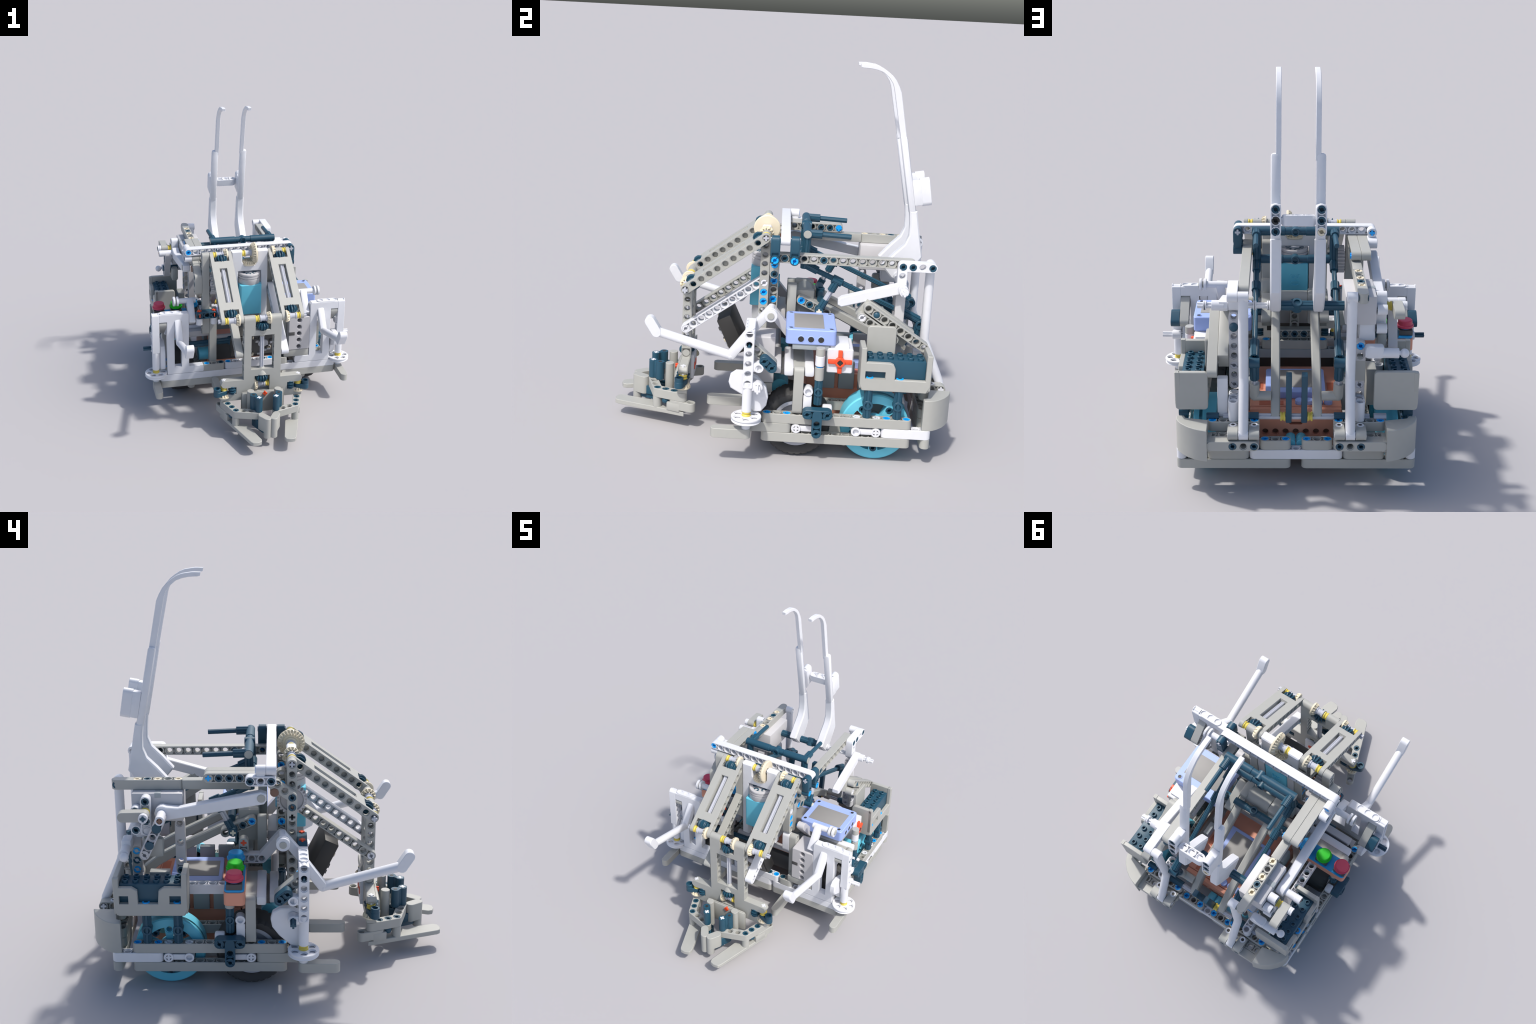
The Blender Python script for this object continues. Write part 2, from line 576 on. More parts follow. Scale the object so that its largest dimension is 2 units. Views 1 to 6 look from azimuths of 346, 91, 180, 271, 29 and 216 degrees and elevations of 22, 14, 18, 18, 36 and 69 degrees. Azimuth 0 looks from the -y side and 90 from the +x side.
# ================================================================ chassis
group('chassis')
for s in (1, -1):
    beam(15, (11*s, 0, 2), 'y', 'z', GREY)
    beam(15, (11*s, 0, 4), 'y', 'z', GREY, {0: AZURE, 2: AZURE, 9: WHITE, 11: WHITE, 12: AZURE, 14: AZURE})
    beam(5, (11*s, -2, 3), 'y', 'z', GREY)
    beam(5, (11*s, 12, 3), 'y', 'z', WHITE)
    for j0, kinds in ((3, 'xo'), (9, 'ox')):
        for j, c in zip((j0, j0+2), kinds):
            put(tube_mesh(0.48, 0.3, 0.98, 22, 0.35), WHITE, 'axle_connector', (11*s, j, 3), 'y', 'x')
            if c == 'x':
                axle((11*s-0.45, j, 3), (11*s+0.47, j, 3), WHITE)
        block((11*s-.36, j0+.3, 2.7), (11*s+.36, j0+1.7, 3.3), WHITE, 'axle_connector')
    # T shaped side plate
    bm = None
    put(bent_mesh(((-1, 0), (1, 0)), ((-1, 0), (0, 0), (1, 0))), TEAL, 'tee_beam', (12*s, 5, 5), 'y', 'x')
    put(bent_mesh(((0, 0), (2, 0)), ((1, 0), (2, 0))), TEAL, 'tee_beam', (12*s, 5, 5), '-z', 'x')
    for q in ((4, 5), (6, 5), (5, 3)):
        pin((12*s, q[0], q[1]), 'x', TEAL)
    # column beside the wheel
    ribbed((11*s, 5, 5.6), (11*s, 5, 8.2), TEAL)
    put(tube_mesh(0.44, 0.28, 1.0, 20, 0.3), TEAL, 'axle_connector', (11*s, 5, 7), 'y', 'x')
    rod((11*s, 5, 8.2), (11*s, 5, 9.55), 0.46, GREY, 'spacer')
    beam('-'*5, (11*s, 3, 5), 'z', 'y', GREY)
    put(tube_mesh(0.48, 0.3, 0.9, 20, 0.3), WHITE, 'pin_connector', (11*s, 4, 7), 'y', 'x')
    block((11*s-.36, 3.55, 4.6), (11*s+.36, 4.4, 6.6), WHITE, 'pin_connector')
    block((11*s-.45, 5.5, 4.55), (11*s+.4, 6.5, 5.55), WHITE, 'pin_connector', 0.2)
    for j in (10, 13):
        ribbed((11*s, j, 4.5), (11*s, j, 7.6), TEAL, 'axle_connector', 0.44)
        put(tube_mesh(0.50, 0.3, 0.96, 20, 0.3), TEAL, 'axle_connector', (11*s, j, 5.9), 'y', 'x')
    # rear end
    beam(11, (s, 16, 2) if s > 0 else (-11, 16, 2), 'x', 'z', GREY)
    beam(4, (5 if s > 0 else -8, 16, 3), 'x', 'z', GREY)
    beam(3, (1 if s > 0 else -3, 16, 4), 'x', 'z', GREY, {0: AZURE, 2: AZURE})
    beam(5, (4 if s > 0 else -8, 16, 4), 'x', 'z', GREY)
    beam(5, (4 if s > 0 else -8, 16, 6), 'x', 'z', GREY, {0: AZURE, 4: AZURE})
    beam(5, (4 if s > 0 else -8, 17, 5), 'x', 'z', GREY)
    bm_poly = [(8.4, 16.45), (10.55, 16.0), (10.75, 15.55), (11.45, 15.55), (11.45, 16.1), (11.25, 16.65), (10.9, 17.15), (10.3, 17.75),
               (9.6, 18.2), (9.0, 18.45), (8.4, 18.62)]
    plan_prism(bm_poly if s > 0 else mirror(bm_poly)[::-1], 3.45, 6.7, GREY, 'corner_bumper')
    # bumper arm with holes facing backwards
    put(beam_mesh('OOO--'), GREY, 'bumper_arm', (4*s, 18, 5), (s, 0, 0), 'y')
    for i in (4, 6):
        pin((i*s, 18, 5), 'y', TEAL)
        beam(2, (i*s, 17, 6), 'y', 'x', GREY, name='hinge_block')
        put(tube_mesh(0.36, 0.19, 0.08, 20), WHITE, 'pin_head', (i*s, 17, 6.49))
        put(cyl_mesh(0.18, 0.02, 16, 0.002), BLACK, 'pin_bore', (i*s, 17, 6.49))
    axle((6.52*s, 18, 6), (3.5*s, 18, 6), WHITE)
    block((8.0*s, 16.6, 4.4), (8.6*s, 18.4, 5.48), GREY, 'bumper_arm')
beam(9, (-4, 16, 3), 'x', 'z', WHITE)
for s in (1, -1):
    rod((0.52*s, 13.8, 3.45), (0.52*s, 15.3, 3.45), 0.5, CYAN, 'cable_guide')
# front end
for k, m in ((4, WHITE), (3, GREY)):
    beam('o'*15, (-12, -2, k), 'x', 'z', m)
    beam('o'*10, (3, -2, k), 'x', 'z', m)
for s in (1, -1):
    beam('----', (13*s, -5, 3), 'y', 'z', GREY, name='skid')
    beam('----', (5*s, -6, 3), 'y', 'z', GREY, name='skid')
beam(4, (-7, -2, 5), 'x', 'z', GREY, {1: AZURE, 3: TEAL})
beam(2, (4, -2, 5), 'x', 'z', GREY, {0: TEAL})
beam(7, (-3, -2, 5), 'x', 'z', WHITE, {0: AZURE, 5: TEAL, 6: AZURE})
block((-4.4, 0.3, 4.6), (4.4, 1.0, 7.0), DARK, 'inner_wall')
rod((-4.4, 0.7, 7.9), (5.4, 0.7, 7.9), 0.42, PALE, 'cross_tube')
for s in (1, -1):
    beam(11, (8*s, -1, 2), 'y', 'z', GREY)
    beam(13, (7*s, 0, 4), 'y', 'z', GREY)

# ================================================================= wheels
RIM = [(0.3, -1.0), (1.3, -1.0), (1.5, -0.9), (2.05, -1.15), (2.45, -1.2), (2.5, -1.05), (2.5, 1.05), (2.45, 1.2), (2.05, 1.15),
       (1.9, 0.7), (1.2, 0.55), (0.9, 0.8), (0.3, 0.8)]
def tyre_mesh():
    bm = bmesh.new()
    n = 120
    prof = [(2.48, -1.25), (2.9, -1.5), (3.25, -1.5), (3.44, -1.25), (3.5, -0.9), (3.5, 0.9), (3.44, 1.25), (3.25, 1.5), (2.9, 1.5), (2.48, 1.25)]
    rings = []
    for q, (r, z) in enumerate(prof):
        ring = []
        for i in range(n):
            a = 2*math.pi*i/n
            ph = i if q < 5 else i+2
            rr = r - (0.10 if (ph % 4) < 1 and 2 <= q <= 7 else 0.0)
            ring.append(bm.verts.new((rr*math.cos(a), rr*math.sin(a), z)))
        rings.append(ring)
    rings.append(rings[0])
    for a, b in zip(rings, rings[1:]):
        for i in range(n):
            bm.faces.new((a[i], a[(i+1) % n], b[(i+1) % n], b[i]))
    return finish(bm, 'tyre')
TY = tyre_mesh()
def spoke_wheel():
    """Open five-spoke disc wheel: broad rim, arched spokes and pin holes between them."""
    bm = bmesh.new()
    out = circle(0, 0, 3.5, 72)
    wins = []
    for q in range(5):
        a0 = 2*math.pi*q/5 + math.radians(90)
        w = []
        for i in range(9):
            a = a0 + math.radians(-25+50*i/8)
            w.append((2.55*math.cos(a), 2.55*math.sin(a)))
        for i in range(5):
            a = a0 + math.radians(22-44*i/4)
            w.append((1.15*math.cos(a), 1.15*math.sin(a)))
        wins.append(ccw(w))
    holes = []
    for q in range(5):
        a = 2*math.pi*q/5 + math.radians(90+36)
        holes.append((2.3*math.cos(a), 2.3*math.sin(a)))
    slab(bm, out, 1.0, holes+[(0, 0)], (), wins, (), 0.12)
    return finish(bm, 'spoke_wheel')
SW = spoke_wheel()
for s in (1, -1):
    group('front_wheel')
    put(lathe(RIM, 48), STEEL, 'rim', (8.9*s, 3, 3), 'y', (s, 0, 0))
    put(TY, TYRE, 'tyre', (8.9*s, 3, 3), 'y', (s, 0, 0))
    for q in range(5):
        a = 2*math.pi*q/5+0.3
        c = (8.9*s+0.7*s, 3+1.5*math.cos(a), 3+1.5*math.sin(a))
        oblock(c, (1.2, 0.45, 0.5), (0, math.cos(a), math.sin(a)), 'x', STEEL, 'spoke')
    rod((6*s, 3, 3), (10*s, 3, 3), 0.28, DARK, 'wheel_axle')
    group('rear_wheel')
    ob = put(SW, CYAN, 'spoke_wheel', (9.55*s, 11, 3), 'y', (s, 0, 0))
    put(lathe([(3.5, -0.8), (3.5, 0.8), (3.38, 0.9), (3.15, 0.9), (3.05, 0.8), (3.05, -0.8), (3.15, -0.9), (3.38, -0.9), (3.5, -0.8)], 72),
        CYAN, 'wheel_rim', (8.7*s, 11, 3), 'y', (s, 0, 0))
    for q in range(5):
        a = 2*math.pi*q/5 + math.radians(90+36)
        pin((9.55*s, 11+2.3*math.cos(a), 3+2.3*math.sin(a)), 'x', TEAL, 0.98)
    rod((7*s, 11, 3), (9.6*s, 11, 3), 0.7, SLAB, 'wheel_axle')

# =========================================================== control hub
group('control_hub')
def front_holes(n, x0):
    return [(x0+i, 0) for i in range(n)]
put(prism_mesh(rrect(-4.5, 4.0, 4.5, 13.15, 0.1), 2.6, (), (), 0.08), SALMON, 'hub_body', (0, 0, 5.9-1.3+0.6))
hub_side = rrect(-4.5, 1.0, 4.5, 5.0, 0.15)
front_prism(hub_side, 4.05, 13.1, SALMON, 'hub_body')
put(prism_mesh(rrect(-4.48, 3.35, 4.48, 6.42, 0.15), 0.5, [(i, 3.95) for i in range(-3, 4)], [rrect(-0.65, 4.75, 0.65, 5.05, 0.15)], 0.05), SALMON, 'hub_rear_face',
    (0, 13.45, 0), 'x', '-y')
block((-3.6, 13.0, 3.0), (3.6, 13.25, 5.6), BROWN, 'hub_core')
plan_prism(rrect(-3.0, 6.2, 3.0, 11.6, 0.3), 6.5, 7.25, PERI, 'hub_screen_frame')
block((-1.9, 6.6, 7.2), (1.9, 10.6, 7.29), GLASS, 'hub_screen', 0.02)
for i in range(4):
    put(cyl_mesh(0.42, 0.5, 20, 0.06), PERI, 'hub_button', (-3.2+i*0.95, 12.6, 6.7))
block((1.2, 12.1, 6.35), (3.6, 13.0, 6.53), SALMON_SHADE, 'painted_recess_shade', 0.02)
for i in (-3.7, 3.7):
    block((i-.45, 8.0, 6.35), (i+.45, 9.6, 6.53), SALMON_SHADE, 'painted_recess_shade', 0.02)
for s in (1, -1):
    for j in (6.15, 8.2, 10.25):
        block((4.4*s, j-.82, 4.95), (5.05*s, j+.82, 7.9), SLAB, 'cable_plug')
    put(prism_mesh(rrect(4.2, 1.2, 13.0, 4.9, 0.15), 0.4, [(7.15, 3.0), (8.15, 3.0)], (), 0.05), SALMON, 'hub_side_face', (4.55*s, 0, 0), 'y', 'x')
    beam(7, (4.2*s, 13.9, 4), '-y', 'z', CYAN)
beam(6, (-8.35, 9.8, 9), '-y', 'z', WHITE)

# ============================================================= lift arm
group('lift_arm')
HU = Vector((0, -1, 21))
HL = Vector((0, -9.1, 15.1))
AD = (HL-HU).normalized()
AN = Vector((1, 0, 0)).cross(AD)
for s in (1, -1):
    for i in (2.76, 5.24):
        beam('O'*11, (i*s, HU.y, HU.z), AD, 'x', GREY, name='arm_rail', thick=0.48)
    for t in (1.85, 8.15):
        oblock(Vector((4*s, 0, 0))+HU+AD*t, (1.1, 2.05, 0.96), AD, AN, GREY, 'arm_cross_block')
    for i in (3.25, 4.75):
        oblock(Vector((i*s, 0, 0))+HU+AD*5, (5.3, 0.52, 0.95), AD, AN, GREY, 'arm_web')
    skin = [(2.53, 0), (3.0, 0), (3.0, 1.3), (5.0, 1.3), (5.0, 0), (5.47, 0), (5.47, 10), (5.0, 10), (5.0, 8.7), (3.0, 8.7), (3.0, 10), (2.53, 10)]
    skin = [(a-4, b) for a, b in skin]
    for t in (-0.468, 0.468):
        put(prism_mesh(skin, 0.05, (), [rect(-0.5, 2.4, 0.5, 7.6)], 0.012), GREY, 'arm_plate', Vector((4*s, 0, 0))+HU+AN*t, 'x', AN)
    c = Vector((4*s, 0, 0))+HU
    axle(c+AD*0.4, c+AD*9.6, STEEL, twist=0.5)
    for t in (0.82, 9.18):
        put(gear_mesh(12, 0.86, 1.05, 'double'), TEAL, 'bevel_gear', c+AD*t+AN*0.02, 'x', AD)
    for H in (HU, HL):
        put(gear_mesh(12, 0.78, 0.5, 'bevel'), TAN, 'bevel_gear', Vector((3.28*s, 0, 0))+H, 'y', (s, 0, 0))
        if s < 0 or H is HL:
            bush(Vector((4.05*s, 0, 0))+H, 'x')
        half_bush(Vector((4.74*s, 0, 0))+H, 'x')
axle((-5.84, HL.y, HL.z), (5.84, HL.y, HL.z), STEEL)
axle((-6.45, HU.y, HU.z), (5.47, HU.y, HU.z), STEEL)
# lower linkage bars
LU, LL = Vector((0, -1, 16.05)), Vector((0, -9.12, 10.2))
for s in (1, -1):
    d = (LL-LU).normalized()
    beam(11, (3.05*s, LL.y, LL.z), -d, 'x', WHITE if s > 0 else GREY, {0: WHITE}, name='linkage_bar')
# upright in the middle of the arm hinge
up = [(-2.49, 10.2), (-1.55, 10.2), (-1.55, 18.55), (1.55, 18.55), (1.55, 10.2), (2.49, 10.2), (2.49, 21.46), (1.02, 21.46), (1.02, 19.9), (0.7, 19.4),
      (-0.7, 19.4), (-1.02, 19.9), (-1.02, 21.46), (-2.49, 21.46)]
front_prism(up, -1.49, -0.51, WHITE, 'arm_upright', bev=0.12)
put(gear_mesh(24, 1.42, 0.6, 'bevel'), TAN, 'bevel_gear', (0.58, -1, 21), 'y', '-x')
put(gear_mesh(16, 0.95, 0.55, 'bevel'), TAN, 'bevel_gear', (-0.05, -1.02, 19.72), 'x', 'z')
bush((-0.15, -1, 21), 'x')
half_bush((-0.82, -1, 21), 'x')
# forearm frame
J = -9.1
K = 0.1
fore = [(-2.49, 6.6), (-2.49, 7.6), (2.49, 7.6), (2.49, 6.6), (5.0, 6.6), (5.3, 6.5), (5.49, 6.2),
        (5.49, 6.0), (5.3, 5.72), (5.0, 5.6), (3.45, 5.6), (3.45, 4.6), (5.2, 4.6), (5.49, 4.4), (5.49, 3.62), (-5.49, 3.62), (-5.49, 4.4), (-5.2, 4.6),
        (-3.45, 4.6), (-3.45, 5.6), (-5.0, 5.6), (-5.3, 5.72), (-5.49, 6.0), (-5.49, 6.2), (-5.3, 6.5), (-5.0, 6.6)]
front_prism(fore, J-0.49, J+0.49, GREY, 'forearm_frame', windows=[rect(-1.02, 4.7, 1.02, 7.0)], bev=0.08)
block((-1.6, J-0.47, 12.9), (1.6, J+0.47, 13.65), GREY, 'forearm_bridge')
block((-1.6, J-0.47, 7.5), (1.6, J+0.47, 7.95), GREY, 'forearm_bridge')
for s in (1, -1):
    block((1.02*s, J-0.46, 13.5), (1.7*s, J+0.46, 15.2), GREY, 'forearm_bridge')
skin = [(-2.47, 6.6), (-2.47, 15.1), (-1.02, 15.1), (-1.02, 13.6), (1.02, 13.6), (1.02, 15.1), (2.47, 15.1), (2.47, 6.6), (5.0, 6.6), (5.3, 6.5), (5.47, 6.2),
        (5.47, 6.0), (5.3, 5.72), (5.0, 5.6), (3.45, 5.6), (3.45, 4.6), (5.2, 4.6), (5.47, 4.4), (5.47, 3.64), (-5.47, 3.64), (-5.47, 4.4), (-5.2, 4.6),
        (-3.45, 4.6), (-3.45, 5.6), (-5.0, 5.6), (-5.3, 5.72), (-5.47, 6.0), (-5.47, 6.2), (-5.3, 6.5), (-5.0, 6.6)]
for t in (-0.475, 0.475):
    front_prism(skin, J+t-0.025, J+t+0.025, GREY, 'forearm_plate', windows=[rect(-1.52, 7.95, 1.52, 12.9), rect(-1.02, 4.7, 1.02, 7.0)], bev=0.012)
for s in (1, -1):
    beam('O'*9, (2.02*s, J, 7.1), 'z', 'x', GREY, name='forearm_rail', thick=0.94)
for s in (1, -1):
    rod((2.5*s, J, 15.1), (1.02*s, J, 15.1), 0.5, GREY, 'forearm_knuckle')
axle((0, J, 6.6), (0, J, 14.2), STEEL, twist=0.78)
for k0, k1 in ((13.6, 12.6), (7.1, 8.2)):
    put(lathe([(0, -0.5), (0.75, -0.5), (0.36, 0.45), (0.3, 0.5), (0, 0.5)], 20), GREY, 'axle_cone', (0, J, (k0+k1)/2), 'x', 'z' if k1 > k0 else '-z')
put(gear_mesh(12, 0.85, 0.9, 'double'), TEAL, 'bevel_gear', (0, J-0.1, 14.1), 'x', 'z')
put(gear_mesh(12, 0.85, 0.9, 'double'), TEAL, 'bevel_gear', (0, J-0.15, 6.6), 'x', 'z')
put(gear_mesh(12, 0.8, 0.5, 'bevel'), TAN, 'bevel_gear', (0.82, J, 15.1), 'y', '-x')
bush((0.1, J, 15.1), 'x')
half_bush((-0.76, J, 15.1), 'x')
put(gear_mesh(12, 0.8, 0.5, 'bevel'), TAN, 'bevel_gear', (-0.78, J, 5.6), 'y', 'x')
bush((0.0, J, 5.6), 'x')
half_bush((0.74, J, 5.6), 'x')

# ============================================================== gripper
group('gripper')
for s in (1, -1):
    h0 = Vector((5.04*s, -9.1, 3.1))
    u = Vector((-0.345*s, -0.939, 0)).normalized()
    w = Vector((-0.955*s, -0.297, 0)).normalized()
    c3 = h0+u*3
    path = [(0, 0), (3, 0), (3+w.dot(u)*3, w.dot(Vector((0, 0, 1)).cross(u))*3)]
    v = Vector((0, 0, 1)).cross(u)
    hs = [(0, 0), (1, 0), (2, 0), (3, 0)]+[(3+w.dot(u)*t, w.dot(v)*t) for t in (1, 2, 3)]
    put(bent_mesh(tuple(path), tuple(hs), 0.98, (), False), GREY, 'finger_beam', h0, u, 'z')
    for t in (1, 2, 3):
        pin(h0+u*t, 'z', TEAL)
    axle((5.04*s, -9.1, 2.6), (5.04*s, -9.1, 6.62), WHITE)
    half_bush((5.04*s, -9.1, 5.33), 'z')
    e = Vector((0.95*s, -0.33, 0)).normalized()
    o = Vector((5.04*s, -9.1, 4.85))
    put(beam_mesh('xo', 0.7), TEAL, 'crank_connector', o+Vector((0, 0, -0.05)), e, 'z')
    pipe(o+e+Vector((0, 0, -0.3)), o+e+Vector((0, 0, 0.75)), 0.47, 0.3, TEAL, 'crank_connector')
    put(gear_mesh(12, 0.82, 0.5, 'bevel'), TAN, 'bevel_gear', (5.04*s, -9.1, 4.35), 'x', 'z')
    put(gear_mesh(12, 0.75, 0.85, 'double'), TEAL, 'bevel_gear', (3.95*s, -9.2, 5.1), 'y', 'x')
    axle((2*s, -9.1, 5.1), (4.2*s, -9.1, 5.1), STEEL)
    # upper finger: ribbed post pair and front pad
    f = c3+w*3
    g2 = f+Vector((0.55*s, 0.84, 0)).normalized()*1.0
    for q in (f, g2):
        put(lathe([(0, -1.0), (0.43, -1.0), (0.45, -0.97), (0.45, 1.0), (0, 1.0)], 22), TEAL, 'finger_post', (q.x, q.y, 4.63))
    cq, dq, lq = between((f.x, f.y, 4.62), (g2.x, g2.y, 4.62))
    oblock(cq, (0.9, 0.5, 1.98), dq, 'z', TEAL, 'finger_post')
    axle((f.x, f.y, 1.0), (f.x, f.y, 5.66), WHITE)
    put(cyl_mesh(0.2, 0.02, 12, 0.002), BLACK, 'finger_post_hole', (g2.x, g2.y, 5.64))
    rod((1.82*s, -10.9, 1.6), (1.82*s, -10.9, 5.62), 0.47, GREY, 'guide_post')
    a0, a1 = Vector((0.95*s, -13.75, 0)), Vector((0.42*s, -14.6, 0))
    dd = (a1-a0).normalized()
    put(prism_mesh(stadium(0, 1.0), 2.0, (), (), 0.04), GREY, 'finger_pad', (a0.x, a0.y, 2.6), dd, 'z')
    rod((a1.x, a1.y, 0.75), (a1.x, a1.y, 1.7), 0.485, GREY, 'finger_pad')
    put(beam_mesh('ooo', 0.98), TEAL, 'finger_link', (f.x+0.2*s, f.y+0.9, 1.55), (-0.4*s, -0.9, 0), 'z')
    put(beam_mesh('oo', 0.98), TEAL, 'finger_link', (f.x, f.y, 2.1), (-0.4*s, -0.9, 0), 'z')
    # lower jaw plate
    o = h0-u*1.0
    n = Vector((0, 0, 1)).cross(u)
    put(prism_mesh(stadium(0, 2.0), 1.0, [(0, 0)], (), 0.04), GREY, 'jaw_plate', (o.x, o.y, 2.1), u, 'z')
    jp = [(2.15, -16.75), (2.75, -16.68), (2.98, -16.4), (5.5, -8.9), (4.6, -9.2), (3.6, -12.0), (2.62, -12.1), (1.5, -16.1), (1.62, -16.55)]
    plan_prism(jp if s > 0 else mirror(jp)[::-1], 0.95, 1.45, GREY, 'jaw_plate', bev=0.04)
    oblock(o+u*1.9+Vector((0, 0, -1.25)), (1.5, 1.0, 0.9), u, 'z', GREY, 'jaw_plate')
    rod(h0+u*3+Vector((0, 0, -1.7)), h0+u*3+Vector((0, 0, -0.49)), 0.48, GREY, 'jaw_post')
    ball(h0+u*2+Vector((0, 0, -0.8)), 0.42, TEAL, 'jaw_ball')
    # inner curved palm
block((-2.9, -10.3, 1.9), (2.9, -9.75, 5.0), GREY, 'palm_plate', 0.35)
put(axle_mesh(0.3), ORANGE, 'axle', (0.25, -10.3, 4.7), 'x', 'y')
rod((-0.2, -9.6, 3.9), (-0.2, -9.6, 4.5), 0.7, GREY, 'palm_boss')
block((-1.6, -8.7, 3.8), (1.6, -8.3, 6.5), WHITE, 'distance_sensor')
for s in (1, -1):
    put(cyl_mesh(0.42, 0.1, 20, 0.02), ORANGE, 'sensor_ring', (0.7*s, -8.28, 5.0), 'x', 'y')

# ==================================================== front corner towers
for s in (1, -1):
    group('front_tower')
    tw = [(8.51, 5.5), (6.55, 5.5), (6.45, 5.3), (6.45, 4.7), (6.55, 4.52), (11.49, 4.52), (11.49, 12.4), (12.52, 12.4), (12.52, 13.49), (9.3, 13.49), (8.7, 13.49), (8.51, 13.3)]
    front_prism(tw if s > 0 else mirror(tw)[::-1], -2.49, -1.51, WHITE, 'tower_frame', windows=[rect(9.5, 5.55, 10.5, 12.4) if s > 0 else rect(-10.5, 5.55, -9.5, 12.4)])
    put(prism_mesh(stadium(0, 2, 0.47), 0.25, [(0, 0), (1, 0), (2, 0)], (), 0.04), WHITE, 'tower_cap', (10 if s > 0 else -12, -2, 13.5), 'x', 'z')
    put(prism_mesh(rrect(-0.48, -0.49, 5.2, 0.49, 0.15), 0.98, [(k, 0) for k in range(6)], (), 0.04), WHITE, 'tower_leg', (13*s, -2, 8.3), 'z', 'x')
    rod((13*s, -2, 5.3), (13*s, -2, 8.4), 0.485, WHITE, 'tower_leg')
    half_bush((13*s, -2, 5.06), 'z')
    put(prism_mesh(circle(0, 0, 1.5, 36), 0.22, [(0.95*math.cos(a*math.pi/3), 0.95*math.sin(a*math.pi/3)) for a in range(6)], (), 0.05), WHITE, 'foot_disc', (13*s, -2, 4.74))
    put(lathe([(0, -.2), (1.42, -.2), (1.49, -.12), (1.42, -.02), (1.4, 0.1), (0, 0.1)], 36), WHITE, 'foot_disc', (13*s, -2, 4.5))
    rod((13*s, -2, 3.3), (13*s, -2, 4.4), 0.42, WHITE, 'foot_axle')
    for k in (10, 8):
        put(tube_mesh(0.49, 0.3, 0.98, 22, 0.35), WHITE, 'pin_connector', (13*s, -1, k), 'y', 'x')
        block((13*s-.4, -1.6, k-.42), (13*s+.4, -1.1, k+.42), WHITE, 'pin_connector')
    axle((12*s, -1, 8.05), (14.57*s, -1, 8.05), WHITE if s > 0 else TEAL)
    axle((12.2*s, -2, 12), (13.4*s, -2, 12), TEAL)
    # bent sweeping arm
    c, d, L = between((10*s, -2.1, 12.4), (10*s, -3.85, 10.0))
    oblock(c, (L+0.6, 0.95, 0.95), d, 'x', WHITE, 'sweep_arm', 0.2)
    rod((10*s, -3.75, 9.85), (10*s, -11.5, 12.05), 0.47, WHITE, 'sweep_arm')
    ball((10*s, -3.9, 9.9), 0.5, WHITE, 'sweep_arm')
    c, d, L = between((10*s, -11.3, 11.9), (10*s, -12.15, 13.3))
    put(prism_mesh(stadium(0, L-0.35, 0.5), 0.98, (), (), 0.05), WHITE, 'sweep_arm_tip', (10*s, -11.35, 12.0), d, 'x')
    # cam and crank behind the frame
    cam = [(-3.9, 8.0), (-3.75, 8.7), (-3.2, 9.1), (-2.3, 9.1), (-1.1, 8.6), (-0.2, 7.6), (0.05, 6.6), (-0.1, 5.7), (-0.6, 5.05), (-1.3, 5.0), (-1.9, 5.5), (-2.3, 6.6), (-3.2, 7.1), (-3.7, 7.4)]
    cam2 = [(1.1, 7.6), (0.9, 8.3), (0.2, 8.75), (-0.7, 8.8), (-1.6, 8.4), (-2.0, 7.6), (-2.0, 5.2), (-1.5, 4.75), (-0.8, 4.9), (0.3, 5.9), (0.95, 6.8)]
    side_prism(cam if s > 0 else cam2, 11.65*s, 12.4*s, WHITE, 'cam', bev=0.1)
    e = Vector((0, 0.75, -0.65)).normalized()
    o = Vector((12*s, -0.48, 10.7))
    beam(4, o-e*2, e, 'x', GREY, name='crank_beam')
    beam(2, (13*s, o.y, o.z), e, 'x', TEAL, {0: TEAL, 1: TEAL}, name='crank_beam')
    # guide roller on a lever
    r0 = Vector((8*s, -0.1, 14.3))
    rod((7.2*s, -0.1, 14.3), (9.6*s, -0.1, 14.3), 0.37, WHITE, 'roller_shaft')
    for i in (9.68, 10.15):
        rod(((i-0.14)*s, -0.1, 14.3), ((i+0.14)*s, -0.1, 14.3), 0.66, WHITE, 'roller_disc', 28)
    rod((9.6*s, -0.1, 14.3), (10.4*s, -0.1, 14.3), 0.35, GREY, 'roller_shaft')
    c, d, L = between(r0, (8*s, -2.0, 12.0))
    oblock(c, (L+0.4, 0.9, 0.95), d, 'x', WHITE, 'roller_lever', 0.15)
    put(bent_mesh(((0, 0), (2, 0), (4, -2.4)), ((0, 0), (1, 0), (2, 0)), 0.98), PALE, 'bent_beam', (5.5*s, 4, 11), '-y', 'x')

# ============================================================= front motor
group('front_motor')
mot = rrect(5.51, 6.55, 8.49, 11.5, 0.15)
put(prism_mesh(mot, 3.0, [(7, k) for k in range(7, 12)], [], 0.06), PALE, 'motor_body', (0, -1, 0), 'x', '-y')
block((5.5, -2.53, 8.8), (6.35, -2.4, 9.3), DARK, 'motor_notch', 0.01)
block((4.9, -2.45, 5.5), (8.45, 0.4, 6.52), GREY, 'motor_base')
beam('O'*8, (5, -1, 5), 'z', 'x', GREY)

for s in (1, -1):
    group('drive_motor')
    block((5.0*s, 1.5, 8.5), (11.3*s, 2.46, 9.42), WHITE, 'motor_shell', 0.2)
    block((5.0*s, 3.54, 8.5), (11.3*s, 4.5, 9.42), WHITE, 'motor_shell', 0.2)
    block((5.0*s, 2.4, 8.45), (11.0*s, 3.6, 9.3), GREY, 'motor_core', 0.1)
    block((5.2*s, 0.35, 8.45), (10.6*s, 1.2, 9.35), PALE, 'motor_core', 0.12)
    block((5.2*s, 1.15, 8.3), (10.4*s, 1.55, 8.9), DARK, 'motor_core', 0.02)  # narrow dark bar where a dark slot is seen between the pale bars

